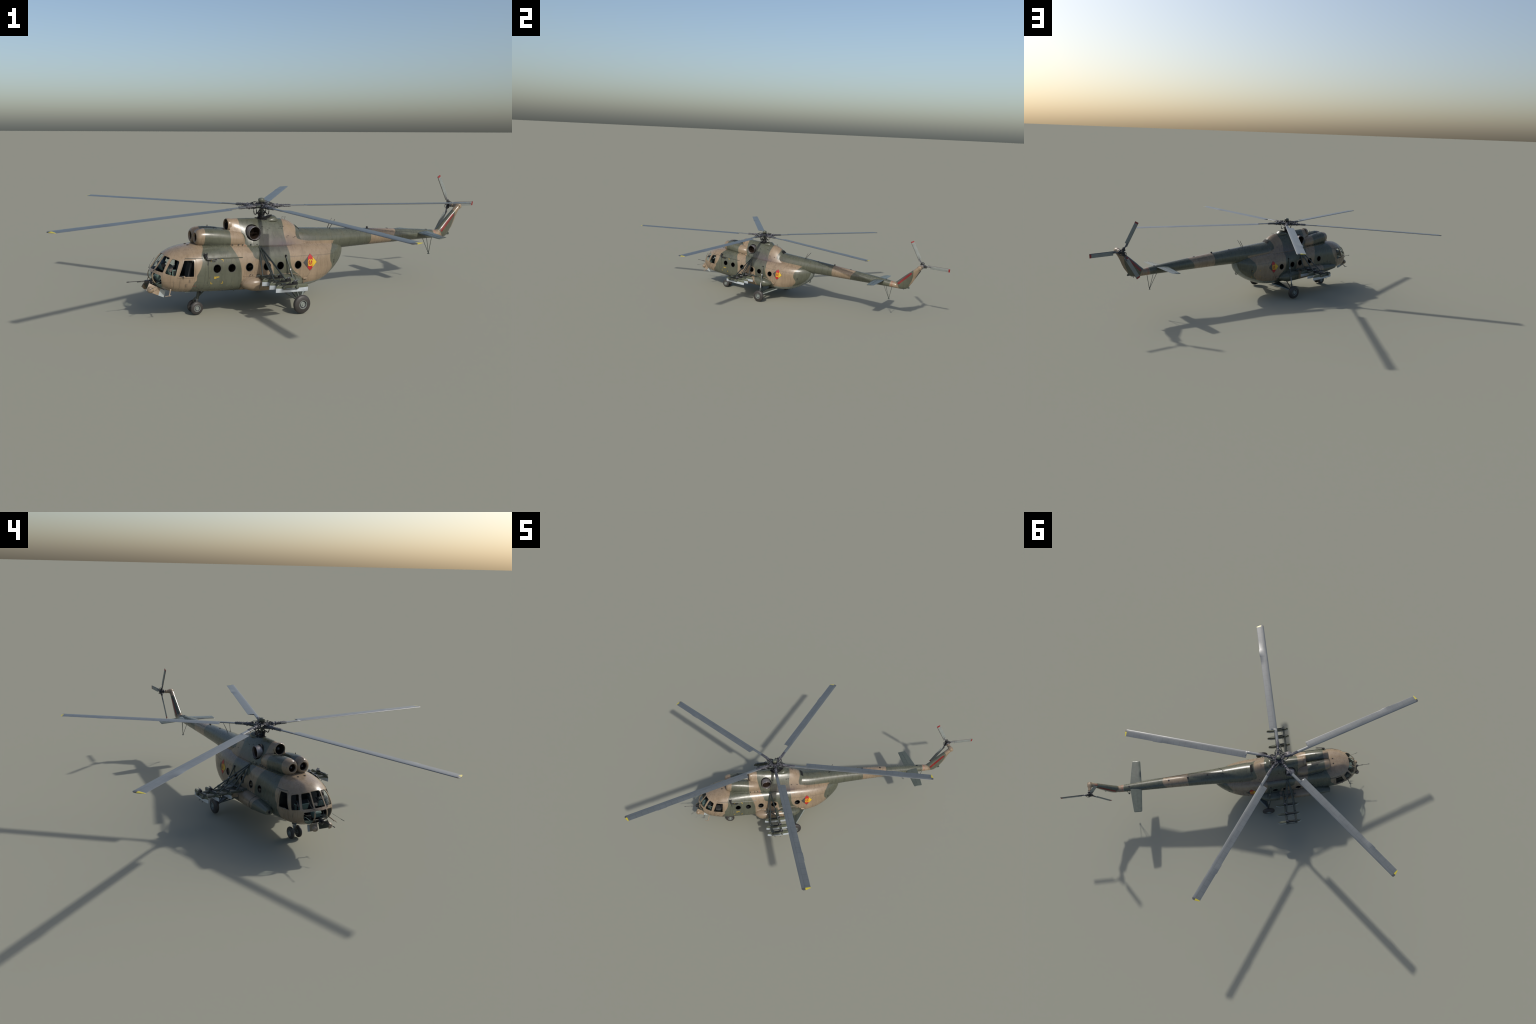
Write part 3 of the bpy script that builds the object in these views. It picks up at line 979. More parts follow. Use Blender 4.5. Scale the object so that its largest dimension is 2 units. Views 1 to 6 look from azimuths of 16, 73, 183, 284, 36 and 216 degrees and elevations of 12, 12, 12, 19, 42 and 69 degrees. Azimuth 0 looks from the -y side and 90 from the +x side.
# ---------------------------------------------------------------- tail
def build_tail():
    seg = 48
    top = pchip([(.04, .366), (.18, .3625), (.335, .3598), (.447, .3573), (.6, .3545), (.76, .3510), (.9, .3465), (1.02, .3405), (1.06, .337), (1.085, .330)])
    bot = pchip([(.04, .262), (.2, .252), (.335, .252), (.45, .2615), (.59, .2707), (.76, .2805), (.937, .2908), (1.02, .2952), (1.085, .2975)])
    wid = pchip([(.04, .040), (.10, .055), (.15, .0645), (.20, .0665), (.28, .0612), (.335, .0565), (.41, .0510), (.45, .0485), (.6, .0415), (.76, .0355), (.906, .030), (1.02, .0238), (1.06, .0215), (1.085, .014)])
    xs = [.04 + .02 * i for i in range(25)] + [.54 + .025 * i for i in range(21)] + [1.05, 1.06, 1.07, 1.08, 1.085]
    m = Mesh()
    rings = []
    for x in xs:
        t, b, w = top(x), bot(x), wid(x)
        if x < .45:
            k = (.45 - x) / .41
            zm = (t + b) / 2 * (1 - k) + .293 * k
        else:
            zm = (t + b) / 2
        ring = []
        for j in range(seg):
            a = 2 * pi * j / seg
            h = (t - zm) if sin(a) >= 0 else (zm - b)
            ring.append(Vector((x, w * cos(a), zm + h * sin(a))))
        rings.append(ring)
    m.rings(rings, M['boom'])
    m.obj("tail_boom", angle=50)

    # fin: airfoil loft from the tail bend up to the gearbox
    secs = [  # le x,z  te x,z  half thickness
        (1.058, .3010, 1.112, .2995, .0125), (1.050, .3080, 1.130, .3045, .0185), (1.046, .3200, 1.1455, .3165, .0215),
        (1.051, .3360, 1.1580, .340, .0215), (1.068, .3520, 1.1690, .356, .0200), (1.095, .380, 1.1800, .3800, .0185),
        (1.125, .410, 1.1890, .406, .0170), (1.150, .434, 1.1985, .428, .0160), (1.168, .451, 1.2080, .446, .0150), (1.182, .466, 1.2180, .460, .0150), (1.190, .4745, 1.2200, .470, .0110)]
    m = Mesh()
    rings = []
    N = 40
    for lx, lz, tx, tz, th in secs:
        ring = []
        for j in range(N):
            a = 2 * pi * j / N
            c = (1 - cos(a)) / 2          # 0 at the leading edge
            y = th * sgnpow(sin(a), 1.0) * (1.18 * (1 - c) ** .45 * .92 + .08 + .06)
            ring.append(Vector((lx + (tx - lx) * c, y, lz + (tz - lz) * c)))
        rings.append(ring)
    m.rings(rings, M['fin'])
    m.obj("tail_fin", angle=45)
    m = Mesh()
    # trailing edge tab and bumper lights
    m.extrude([(1.140, 0, .3115), (1.1545, 0, .3115), (1.1560, 0, .318), (1.150, 0, .326)], (0, -.002, 0), (0, .002, 0), M['strut'])
    m.rod((1.117, 0, .300), (1.117, 0, .2945), .0028, M['steel'])
    m.obj("tail_fitting")
    # tail gearbox: round housing on the fin top with output shaft to starboard
    m = Mesh()
    c = Vector((1.204, 0, .4695))
    m.lathe([(-.0135, .0085), (-.0125, .0115), (-.009, .0145), (.004, .0158), (.014, .0145), (.020, .0115), (.034, .0095), (.036, .0115), (.039, .0115), (.041, .0085), (.052, .0075)], c, (0, 1, 0), M['tan'], 28)
    m.lathe([(-.017, .005), (-.0135, .006)], c, (0, 1, 0), M['tan'], 16)
    for k in range(10):
        a = 2 * pi * k / 10
        m.rod(c + Vector((.0128 * cos(a), -.0128, .0128 * sin(a))), c + Vector((.0128 * cos(a), -.0105, .0128 * sin(a))), .0011, M['strut'], seg=6)
    m.lathe([(0, .0128), (.012, .0145)], (1.1935, 0, .4555), (.75, 0, 1), M['tan'], 24)
    m.obj("tail_gearbox")

    # horizontal stabilizer
    for s in (-1, 1):
        m = Mesh()
        rings = []
        st = [(.012, .9035, .9775, .3268, .3365, .0046), (.030, .904, .977, .3262, .3358, .0046), (.10, .9065, .9705, .3225, .3312, .0038), (.165, .9090, .9630, .3188, .3272, .0030),
              (.1745, .9096, .9618, .3184, .3268, .0028), (.1785, .9112, .9604, .3184, .3266, .0024), (.1802, .9140, .9580, .3188, .3262, .0015), (.1808, .918, .955, .3194, .3256, .0005)]
        n = 24
        for y, lx, tx, lz, tz, th in st:
            ring = []
            for j in range(n):
                a = 2 * pi * j / n
                c = (1 - cos(a)) / 2
                ring.append(Vector((lx + (tx - lx) * c, s * y, lz + (tz - lz) * c + th * sin(a) * (1.25 - 1.0 * c))))
            rings.append(ring)
        m.rings(rings, M['stab'])
        # spanwise and rib seams as slender raised strips
        for t in (.45,):
            m.pipe([(lx + (tx - lx) * t, s * y, lz + (tz - lz) * t + th * .80) for y, lx, tx, lz, tz, th in st[1:5]], .0006, M['mark_black'], 4)
        m.obj("stabilizer", angle=50)

    # tail bumper: three thin legs and a small pad
    m = Mesh()
    foot = L2B(1.0331, 0, .149)
    m.rod((.980, -.018, .2985), foot, .0014, M['strut'])
    m.rod((.980, .018, .2985), foot, .0014, M['strut'])
    m.rod((1.0325, 0, .2965), foot, .0016, M['strut'])
    m.lathe([(0, .0062), (.0022, .007), (.004, .003)], L2B(1.0331, 0, .1462), (0, 0, 1), M['strut'], 16)
    m.obj("tail_bumper")

    # fittings on the boom
    m = Mesh()
    m.lathe([(0, .0052), (.007, .0055), (.0095, .004), (.0102, .001)], (.587, 0, .3535), (0, 0, 1), M['black'], 16)
    m.obj("anti_collision_beacon")
    m = Mesh()
    for x in (.455, .715, .985):
        m.lathe([(0, .006), (.0018, .0058), (.0022, .003)], (x, 0, top(x) - .0006), (0, 0, 1), M['black'], 16)
    m.obj("boom_plug")
    m = Mesh()
    m.pipe([(.349, .006, .357), (.3515, .0065, .364), (.378, .0165, .4045)], [.0021, .0017, .0014], M['black'])
    m.pipe([(.349, -.012, .356), (.3515, -.0125, .3635), (.372, -.020, .4035)], [.0021, .0015, .0010], M['black'])
    m.rod((.349, .0, .3565), (.349, -.016, .3565), .0025, M['black'])
    m.obj("whip_antenna")
    # wire along the boom top
    m = Mesh()
    m.pipe([(.60, -.03, .3425), (.75, -.028, .341), (.905, -.032, .333)], .0005, M['strut'], 5)
    m.pipe([(.60, .03, .3425), (.75, .028, .341), (.905, .032, .333)], .0005, M['strut'], 5)
    m.obj("aerial_wire")

# ---------------------------------------------------------------- rotors
def blade_mesh():
    """main rotor blade along +x, trailing edge towards +y"""
    n = 26
    st = []
    xs = [.100, .112, .13, .16, .19, .2075, .2085, .22, .30, .40, .50, .60, .70, .7695, .7705, .8, .8295, .8305, .90, .96, 1.0, 1.012, 1.020, 1.0265]
    rings = []
    for x in xs:
        le, te = -.0165, .0340
        th = .0034
        if x < .208:
            te = .0035
            th = .0033
        if .770 < x < .830:
            te = .0368
        if x > 1.0205:
            k = (x - 1.0205) / .006
            le += .006 * k * k
            th *= 1 - .55 * k
        pitch = radians(0.6)
        dz = -.004 * (x / 1.03) ** 1.5
        ring = []
        for j in range(n):
            a = 2 * pi * j / n
            c = (1 - cos(a)) / 2
            y = le + (te - le) * c
            z = th * sin(a) * ((1.15 - .85 * c) if x > .208 else 1.0)
            xx = x - (.009 * max(0.0, (y - .004) / .030) * (x - 1.0) / .0265 if x > 1.0 else 0.0)   # raked tip
            ring.append(Vector((xx, y * cos(pitch) - z * sin(pitch), dz - y * sin(pitch) + z * cos(pitch))))
        rings.append(ring)
    m = Mesh()
    m.rings(rings, M['blade'])
    # root grip plates and bolts
    for z in (-.0038, .0038):
        m.box((.108, -.0065, z), (.052, .015, .003), M['hub'], bev=.0008)
    for x in (.094, .104, .114, .124):
        for y in (-.011, -.002):
            m.rod((x, y, -.0065), (x, y, .0065), .0015, M['hub'], seg=8)
    return m

def build_main_rotor():
    HZ = .466
    m = Mesh()
    H = M['hub']
    # cap, column, hub body (level frame, origin in the rotor plane)
    m.lathe([(.0185, .0135), (.0195, .0142), (.028, .0145), (.0315, .0138), (.034, .0110), (.0355, .006), (.036, .001)], (0, 0, 0), (0, 0, 1), M['green'], 28)
    m.lathe([(.006, .0165), (.010, .0155), (.012, .0105), (.0185, .0105)], (0, 0, 0), (0, 0, 1), M['black'], 24)
    m.lathe([(-.012, .012), (-.009, .021), (.004, .022), (.008, .016)], (0, 0, 0), (0, 0, 1), H, 30)
    m.lathe([(-.085, .0085), (-.07, .0085), (-.055, .0075), (-.02, .0075), (-.012, .010)], (0, 0, 0), (0, 0, 1), M['strut'], 20)
    # swashplate below
    m.lathe([(-.058, .010), (-.056, .017), (-.050, .018), (-.046, .013), (-.040, .011)], (0, 0, 0), (0, 0, 1), M['black'], 24)
    m.lathe([(-.072, .012), (-.070, .0145), (-.064, .0145), (-.062, .010)], (0, 0, 0), (0, 0, 1), M['black'], 24)
    AZ = [radians(-90.18 + 72 * k) for k in range(5)]
    for k, a in enumerate(AZ):
        R = Matrix.Rotation(a, 3, 'Z')
        P = lambda x, y, z: R @ Vector((x, y, z))
        # flapping hinge fork
        for y in (-.0085, .0085):
            m.box(P(.023, y, -.001), (.026, .0070, .0155), H, R, .001)
        m.rod(P(.028, -.0145, -.001), P(.028, .0145, -.001), .0058, H, seg=14)
        m.box(P(.038, 0, -.001), (.020, .014, .0115), H, R, .001)
        # drag hinge, upright
        m.rod(P(.046, 0, -.011), P(.046, 0, .009), .0062, H, seg=14)
        m.rod(P(.046, 0, .009), P(.046, 0, .0125), .0035, M['black'], seg=10)
        # feathering barrel with collars
        m.lathe([(0, .0070), (.003, .0098), (.010, .0102), (.012, .0086), (.020, .0086), (.022, .0098), (.026, .0098), (.028, .0076), (.040, .0070)], P(.050, -.003, -.0005), R @ Vector((1, -.05, 0)), H, 18)
        m.rod(P(.0735, -.004, -.0115), P(.0735, -.004, .0105), .0028, M['steel'], seg=10)
        # hydraulic damper to the leading side
        m.rod(P(.016, .0185, .001), P(.050, .0165, .001), .0048, M['strut'], seg=12)
        m.rod(P(.050, .0165, .001), P(.066, .0085, .0), .0022, M['black'], seg=8)
        m.ball(P(.0165, .0190, .001), .0062, H, 10)
        # pitch horn and pitch link
        m.pipe([P(.066, -.008, -.002), P(.060, -.017, -.004), P(.046, -.0235, -.005), P(.036, -.022, -.006)], .0033, M['black'])
        m.rod(P(.034, -.0205, -.004), P(.0315, -.0135, -.036), .0013, M['black'], seg=8)
        m.rod(P(.0325, -.0165, -.024), P(.0315, -.0135, -.0375), .0022, M['black'], seg=8)
        m.pipe([P(.0315, -.0135, -.0375), P(.026, -.010, -.0385), P(.019, -.006, -.031), P(.012, -.004, -.031), P(.010, 0, -.044)], [.0020, .0027, .0026, .003, .004], M['black'])
        # hoses and wires looping over the hub
        m.pipe([P(.012, .004, .010), P(.022, .007, .0155), P(.035, .006, .0165), P(.046, .003, .012), P(.058, .002, .009)], .0009, M['black'], 6)
        m.pipe([P(.014, -.006, .010), P(.028, -.010, .018), P(.042, -.009, .0155), P(.056, -.006, .0085)], .0009, M['black'], 6)
        m.pipe([P(.030, .014, .005), P(.040, .021, .010), P(.050, .019, .008)], .0008, M['black'], 6)
        m.rod(P(.040, .012, .004), P(.041, .014, .016), .0016, M['black'], seg=8)
        m.box(P(.033, -.014, .006), (.008, .006, .006), M['black'], R, .0008)
        # cap pegs
        b = a + radians(36)
        m.rod((.0155 * cos(b), .0155 * sin(b), .004), (.0145 * cos(b), .0145 * sin(b), .018), .0022, M['black'], seg=8)
        m.rod((.019 * cos(b), .019 * sin(b), -.006), (.031 * cos(b), .031 * sin(b), -.009), .0045, H, seg=10)
    # scissor links
    for a in (radians(20), radians(200)):
        R = Matrix.Rotation(a, 3, 'Z')
        m.pipe([R @ Vector((.010, 0, -.018)), R @ Vector((.023, 0, -.030)), R @ Vector((.016, 0, -.049))], .0030, M['black'])
        m.rod(R @ Vector((.021, 0, -.060)), R @ Vector((.024, .004, -.085)), .0024, M['black'])
        m.box(R @ Vector((.016, .004, -.064)), (.010, .010, .008), M['black'], R)
    hub = m.obj("main_rotor", angle=40)
    hub.location = L2B(0, 0, HZ)
    hub.rotation_euler = (0, -PITCH, 0)
    bm_ = blade_mesh()
    b0 = bm_.obj("rotor_blade", hub, angle=40)
    blades = [b0] + [b0.copy() for _ in range(4)]
    for b, a in zip(blades, AZ):
        if b is not b0:
            b.parent = hub
            bpy.context.scene.collection.objects.link(b)
        b.rotation_euler = (0, 0, a)

def build_tail_rotor():
    m = Mesh()
    # local frame: x radial plane, z = output axis (starboard)
    m.lathe([(-.016, .006), (-.004, .0075), (.0, .0105), (.006, .0105), (.010, .006), (.013, .0045)], (0, 0, 0), (0, 0, 1), M['black'], 20)
    m.lathe([(-.020, .009), (-.018, .0125), (-.015, .0125), (-.013, .008)], (0, 0, 0), (0, 0, 1), M['hub'], 20)
    AZ = [radians(2.4 + 120 * k) for k in range(3)]
    for a in AZ:
        R = Matrix.Rotation(-a, 3, 'Z')
        P = lambda x, y, z: R @ Vector((x, y, z))
        m.rod(P(.006, 0, 0), P(.026, 0, 0), .0058, M['black'], seg=12)
        m.box(P(.015, 0, 0), (.012, .016, .010), M['black'], R, .001)
        m.rod(P(.016, -.011, 0), P(.016, .011, 0), .0035, M['hub'])
        m.rod(P(.024, 0, 0), P(.056, -.005, 0), .0042, M['hub'], .0034)
        m.pipe([P(.028, .004, .002), P(.024, .012, .006), P(.012, .014, .012)], .0016, M['black'])
        m.rod(P(.012, .014, .012), P(.010, .010, -.016), .0014, M['black'])
        b = -a + radians(60)
        m.rod((0, 0, .010), (.012 * cos(b), .012 * sin(b), .013), .0020, M['black'])
        m.pipe([(.010 * cos(b), .010 * sin(b), .0), (.018 * cos(b), .018 * sin(b), .004), (.016 * cos(b), .016 * sin(b), .011)], .0010, M['black'], 6)
    hub = m.obj("tail_rotor", angle=40)
    hub.location = (1.2042, .0700, .4707)
    # local z -> +y (starboard), local x -> +x, local y -> -z ; angles measured x towards z
    hub.rotation_euler = (radians(-90), 0, 0)
    mb = Mesh()
    rings = []
    n = 22
    for x in (.036, .042, .0515, .0525, .08, .12, .16, .180, .1835, .1845):
        le, te = -.0120, .0118
        if x < .052:
            te = .0015
        th = .0028
        if x > .182:
            th *= .5
        tw = radians(3.5)
        ring = []
        for j in range(n):
            aa = 2 * pi * j / n
            c = (1 - cos(aa)) / 2
            y = le + (te - le) * c
            z = th * sin(aa) * (1.15 - .85 * c)
            ring.append(Vector((x, y * cos(tw) - z * sin(tw), y * sin(tw) + z * cos(tw))))
        rings.append(ring)
    mb.rings(rings, M['tail_blade'])
    for x in (.046, .054, .062, .070):
        for y in (-.007, -.001):
            mb.rod((x, y, -.0030 + y * .06), (x, y, .0032 + y * .06), .0012, M['hub'], seg=8)
    b0 = mb.obj("tail_rotor_blade", hub, angle=40)
    for k, a in enumerate(AZ):
        b = b0 if k == 0 else b0.copy()
        if k:
            bpy.context.scene.collection.objects.link(b)
            b.parent = hub
        b.rotation_euler = (0, 0, -a)

# ---------------------------------------------------------------- landing gear
def wheel(parent, c, r, w, axis, rimr):
    """tyre and rim around a point"""
    t = Mesh()
    prof = []
    for k in range(25):
        a = -pi / 2 + pi * k / 24 * 1.0
        u = sin(a)
        # rounded tyre section
        prof.append((u * w / 2 * (1 - .02 * cos(a)), rimr + (r - rimr) * max(0.0, 1 - abs(u) ** 3.2) ** .62))
    prof = [(-w * .40, rimr * .93)] + prof + [(w * .40, rimr * .93)]
    t.lathe(prof, c, axis, M['tyre'], 48, False, False)
    for k in (-.28, -.1, .1, .28):          # tread grooves as narrow ribs
        rr = rimr + (r - rimr) * (1 - abs(2 * k) ** 3.2) ** .62
        t.lathe([(k * w - .0006, rr - .001), (k * w, rr + .0004), (k * w + .0006, rr - .001)], c, axis, M['tyre'], 48, False, False)
    t.obj("tyre", parent, angle=50)
    h = Mesh()
    for s in (-1, 1):
        ax = Vector(axis).normalized() * s
        h.lathe([(w * .36, rimr * 1.02), (w * .455, rimr), (w * .455, rimr * .86), (w * .36, rimr * .82)], c, ax, M['rim'], 32, False, False)
        h.lathe([(w * .36, rimr * .82), (w * .22, rimr * .74), (w * .22, rimr * .60)], c, ax, M['hub'], 32, False, False)
        h.lathe([(w * .22, rimr * .60), (w * .40, rimr * .54), (w * .43, rimr * .42), (w * .38, rimr * .34), (w * .38, rimr * .26), (w * .47, rimr * .22), (w * .48, 0)], c, ax, M['rim'], 32, False, False)
        u = ax.orthogonal().normalized()
        v = ax.cross(u)
        for k in range(6):
            a = 2 * pi * k / 6
            p = Vector(c) + (u * cos(a) + v * sin(a)) * rimr * .68 + ax * w * .22
            h.rod(p, p + ax * w * .05, rimr * .06, M['steel'], seg=8)
    h.obj("rim", parent, angle=30)

def build_gear():
    # nose gear: twin wheels
    m = Mesh()
    ax0 = L2B(-.3316, 0, .0290)
    m.rod((-.317, 0, .096), (-.3245, 0, .048), .0070, M['strut'], seg=16)
    m.rod((-.3245, 0, .050), (-.327, 0, .030), .0045, M['steel'], seg=14)
    m.box((-.316, 0, .0915), (.034, .026, .010), M['strut'], bev=.002)
    m.rod(ax0 + Vector((0, -.026, 0)), ax0 + Vector((0, .026, 0)), .0042, M['hub'], seg=12)
    m.box(ax0 + Vector((.003, 0, .006)), (.013, .011, .020), M['strut'], bev=.0015)
    m.pipe([(-.3295, 0, .056), (-.3425, .0, .044), (-.3355, 0, .026)], [.0032, .004, .0032], M['strut'])
    for s in (-1, 1):
        m.rod((-.296, s * .024, .096), (-.322, s * .005, .058), .0026, M['strut'])
    m.ball((-.317, -.012, .079), .0055, M['black'])
    g = m.obj("nose_gear")
    for s in (-1, 1):
        wheel(g, ax0 + Vector((0, s * .0205, 0)), .0288, .0165, (0, 1, 0), .0155)
    # main gear
    for s in (-1, 1):
        m = Mesh()
        c = L2B(.0961, s * .2115, .0418)
        top = Vector((.0525, s * .1150, .250))
        low = Vector((.0905, s * .1930, .066))
        d = low - top
        m.rod(top, top + d * .42, .0030, M['strut'], seg=12)
        m.rod(top + d * .30, top + d * .60, .0046, M['strut'], seg=14)
        m.rod(top + d * .30, top + d * .335, .0058, M['steel'], seg=14)
        m.rod(top + d * .60, top + d * .80, .0034, M['steel'], seg=12)
        m.rod(top + d * .80, low, .0040, M['strut'], seg=12)
        m.box(top + Vector((0, -s * .002, 0)), (.008, .012, .010), M['black'], bev=.001)
        # axle knuckle
        hubin = c + Vector((0, -s * .018, .004))
        m.rod(c + Vector((0, -s * .020, 0)), c + Vector((0, s * .010, 0)), .0052, M['strut'], seg=14)
        m.rod(low, hubin + Vector((0, 0, .002)), .0045, M['strut'], seg=12)
        # trailing arm: rear boom, front brace and a sheet between them
        rear = Vector((.180, s * .089, .0965))
        front = Vector((.106, s * .072, .0905))
        m.rod(rear, hubin, .0046, M['rim'], seg=12)
        m.rod(front, hubin, .0040, M['strut'], seg=12)
        nrm = (rear - hubin).cross(front - hubin).normalized() * .0012
        m.extrude([hubin, rear, front], -nrm, nrm, M['strut'])
        m.rod((.045, s * .075, .092), hubin + Vector((-.003, 0, .004)), .0030, M['strut'])
        m.pipe([low + Vector((.006, 0, 0)), low + Vector((.012, -s * .006, .006)), (.112, s * .150, .085), (.12, s * .10, .092)], .0008, M['black'], 6)
        g = m.obj("main_gear")
        wheel(g, c, .0418, .0262, (0, 1, 0), .0205)

# ---------------------------------------------------------------- stores
def build_tanks():
    for s in (-1, 1):
        x0 = -.1715 if s < 0 else -.3450
        if s < 0:
            size = pchip([(0, .0), (.004, .28), (.012, .50), (.028, .76), (.05, .94), (.075, 1.0), (.22, 1.0), (.25, .96), (.27, .86), (.29, .66), (.305, .40), (.313, .15), (.3155, .0)])
            L = .3155
        else:
            size = pchip([(0, .36), (.006, .42), (.02, .50), (.05, .64), (.09, .80), (.13, .92), (.17, .985), (.20, 1.0), (.39, 1.0), (.424, .96), (.444, .86), (.464, .66), (.479, .40), (.487, .15), (.4895, .0)])
            L = .4895
        m = Mesh()
        n = 40
        k = 60
        rings = []
        for i in range(k + 1):
            t = .5 - .5 * cos(pi * i / k)
            d = L * t
            f = max(size(d), .01)
            ring = []
            fore = (1 - f) if (s > 0 and d < .2) else 0.0
            cz = .1345 + .004 * fore
            for j in range(n):
                a = 2 * pi * j / n
                ring.append(Vector((x0 + d, s * (.119 + .036 * fore + (.0485 * f) * sgnpow(cos(a), .85)), cz + .034 * f * sgnpow(sin(a), .85))))
            rings.append(ring)
        m.rings(rings, M['tank_port' if s < 0 else 'tank_starboard'])
        # straps and filler fittings
        for x in ((-.10, .02, .085) if s < 0 else (-.20, -.09, .02, .085)):
            m.pipe([(x, s * (.119 + .0495 * cos(a)), .1345 + .035 * sin(a)) for a in [radians(-80 + 10 * i) for i in range(17)]], .0011, M['strut'], 6)
        if s > 0:
            m.lathe([(0, .0085), (-.0012, .0075), (-.0005, .006), (.004, .0055)], (-.3455, .1420, .1375), (1, 0, 0), M['green'], 18, False, False)
            m.lathe([(.0, .0062), (.0005, 0)], (-.3458, .1420, .1375), (1, 0, 0), M['void'], 18, False, False)
        m.obj("fuel_tank", angle=60)
        m = Mesh()
        # roof walk strip and joint fillet where the tank meets the cabin side
        xs = [x0 + .012 + (L - .03) * i / 24 for i in range(25)]
        m.pipe([(x, s * (hull_y(x, .168) + .0005), .168 - .02 * max(0, (x - .08) / .06) ** 2) for x in xs], .0016, M['green' if s > 0 else 'tan'], 6)
        for i, (dx, dz) in enumerate(((.03, .004), (.045, .006), (.035, .010))):
            m.rod((x0 + dx + .01, s * .1235, .170 + dz - .003), (x0 + dx + .01, s * .1275, .170 + dz - .003), .0016, M['steel'], seg=8)
        m.obj("tank_fairing_strip")

def rack_mesh():
    """one stores rack: spindle plan, square side, pale below and green above (z = 0 at the colour line)"""
    m = Mesh()
    out = []
    L = .0767
    n = 14
    def half(x):
        t = abs(x) / L
        return .0076 if t < .60 else .0076 * max(.20, 1 - ((t - .60) / .40) ** 2.0)
    xs = [-L + 2 * L * i / 28 for i in range(29)]
    for zlev, kw, kx in ((-.0178, .80, 1.0), (-.016, 1.0, 1.0), (-.0002, 1.0, 1.0), (.0002, 1.0, 1.0), (.004, 1.0, 1.0), (.011, .98, .95), (.0150, .80, .88)):
        out.append([Vector((x * kx, half(x) * kw, zlev)) for x in xs] + [Vector((x * kx, -half(x) * kw, zlev)) for x in xs[::-1]])
    m.rings(out, M['rack'])
    return m

def build_outriggers():
    base = rack_mesh()
    shared = None
    for s in (-1, 1):
        m = Mesh()
        S = M['strut']
        for x in (-.087, -.025):
            m.lathe([(0, .0078), (.228, .0074), (.236, .0074), (.238, .0055)], (x, s * .120, .168), (0, s, -.008), M['green'], 18)
            for y in (.2187, .2845, .3395):
                m.lathe([(-.004, .0092), (.004, .0092)], (x, s * y, .167), (0, 1, 0), M['green'], 16)
        # lower brace frame
        m.rod((-.087, s * .352, .160), (-.025, s * .352, .160), .0022, S)
        m.rod((-.087, s * .130, .168), (-.025, s * .205, .168), .0028, S)
        m.rod((-.025, s * .165, .176), (.03, s * .122, .173), .0022, S)
        m.rod((-.11, s * .150, .172), (.02, s * .150, .172), .0032, S)
        for x in (-.087, -.025):
            m.rod((x, s * .30, .160), (x, s * .150, .128), .0024, S)
        g = m.obj("weapon_outrigger", angle=40)
        # suspension struts from the cabin roof
        topp = Vector((-.0672, s * .0905, .2865))
        for k, e in enumerate(((-.0885, .272, .176), (-.032, .275, .176), (-.0920, .172, .178), (-.0356, .167, .178))):
            q_ = Mesh()
            e = Vector((e[0], s * e[1], e[2]))
            t0 = topp + Vector(((-.004, 0, 0), (.004, 0, 0), (-.006, 0, -.004), (.006, 0, -.004))[k])
            dd = e - t0
            q_.lathe([(0, .0016), (.014, .0034), (dd.length * .5, .0038), (dd.length - .014, .0034), (dd.length, .0016)], t0, dd, S, 12)
            q_.rod(e + Vector((-.005, 0, 0)), e + Vector((.005, 0, 0)), .0042, S)
            q_.obj("strut", g)
        q_ = Mesh()
        q_.box(topp + Vector((0, -s * .003, .001)), (.018, .010, .012), S, bev=.002)
        q_.obj("strut_bracket", g)
        for y in (.2187, .2845, .3395):
            if shared is None:
                shared = base.obj("store_rack", g, angle=40)
                r = shared
            else:
                r = shared.copy()
                bpy.context.scene.collection.objects.link(r)
                r.parent = g
            r.location = (-.0417, s * y, .1620)
            # release shackle, sway braces, cable runs on top of each rack
            q_ = Mesh()
            q_.box((-.030, s * y, .1815), (.022, .012, .008), M['black'], bev=.001)
            for dx in (-.036, -.028, -.021):
                q_.rod((dx, s * (y - .007), .184), (dx + .004, s * (y + .004), .1935), .0016, M['steel'])
            q_.rod((-.034, s * (y + .006), .190), (-.022, s * (y - .004), .1915), .0020, M['steel'])
            q_.box((-.085, s * y, .1795), (.020, .011, .006), M['strut'], bev=.001)
            q_.rod((-.108, s * (y + .0075), .1765), (-.02, s * (y + .0075), .1765), .0013, M['black'])
            q_.box((-.055, s * (y + .004), .178), (.030, .004, .004), M['black'])
            for dx in (-.072, -.038):
                q_.pipe([(dx, s * (y + .004), .146), (dx, s * (y + .009), .138), (dx + .005, s * (y + .010), .1375)], .0012, M['black'], 6)
                q_.pipe([(dx, s * (y - .004), .146), (dx, s * (y - .008), .139), (dx + .005, s * (y - .009), .1385)], .0012, M['black'], 6)
            q_.obj("release_shackle", g)

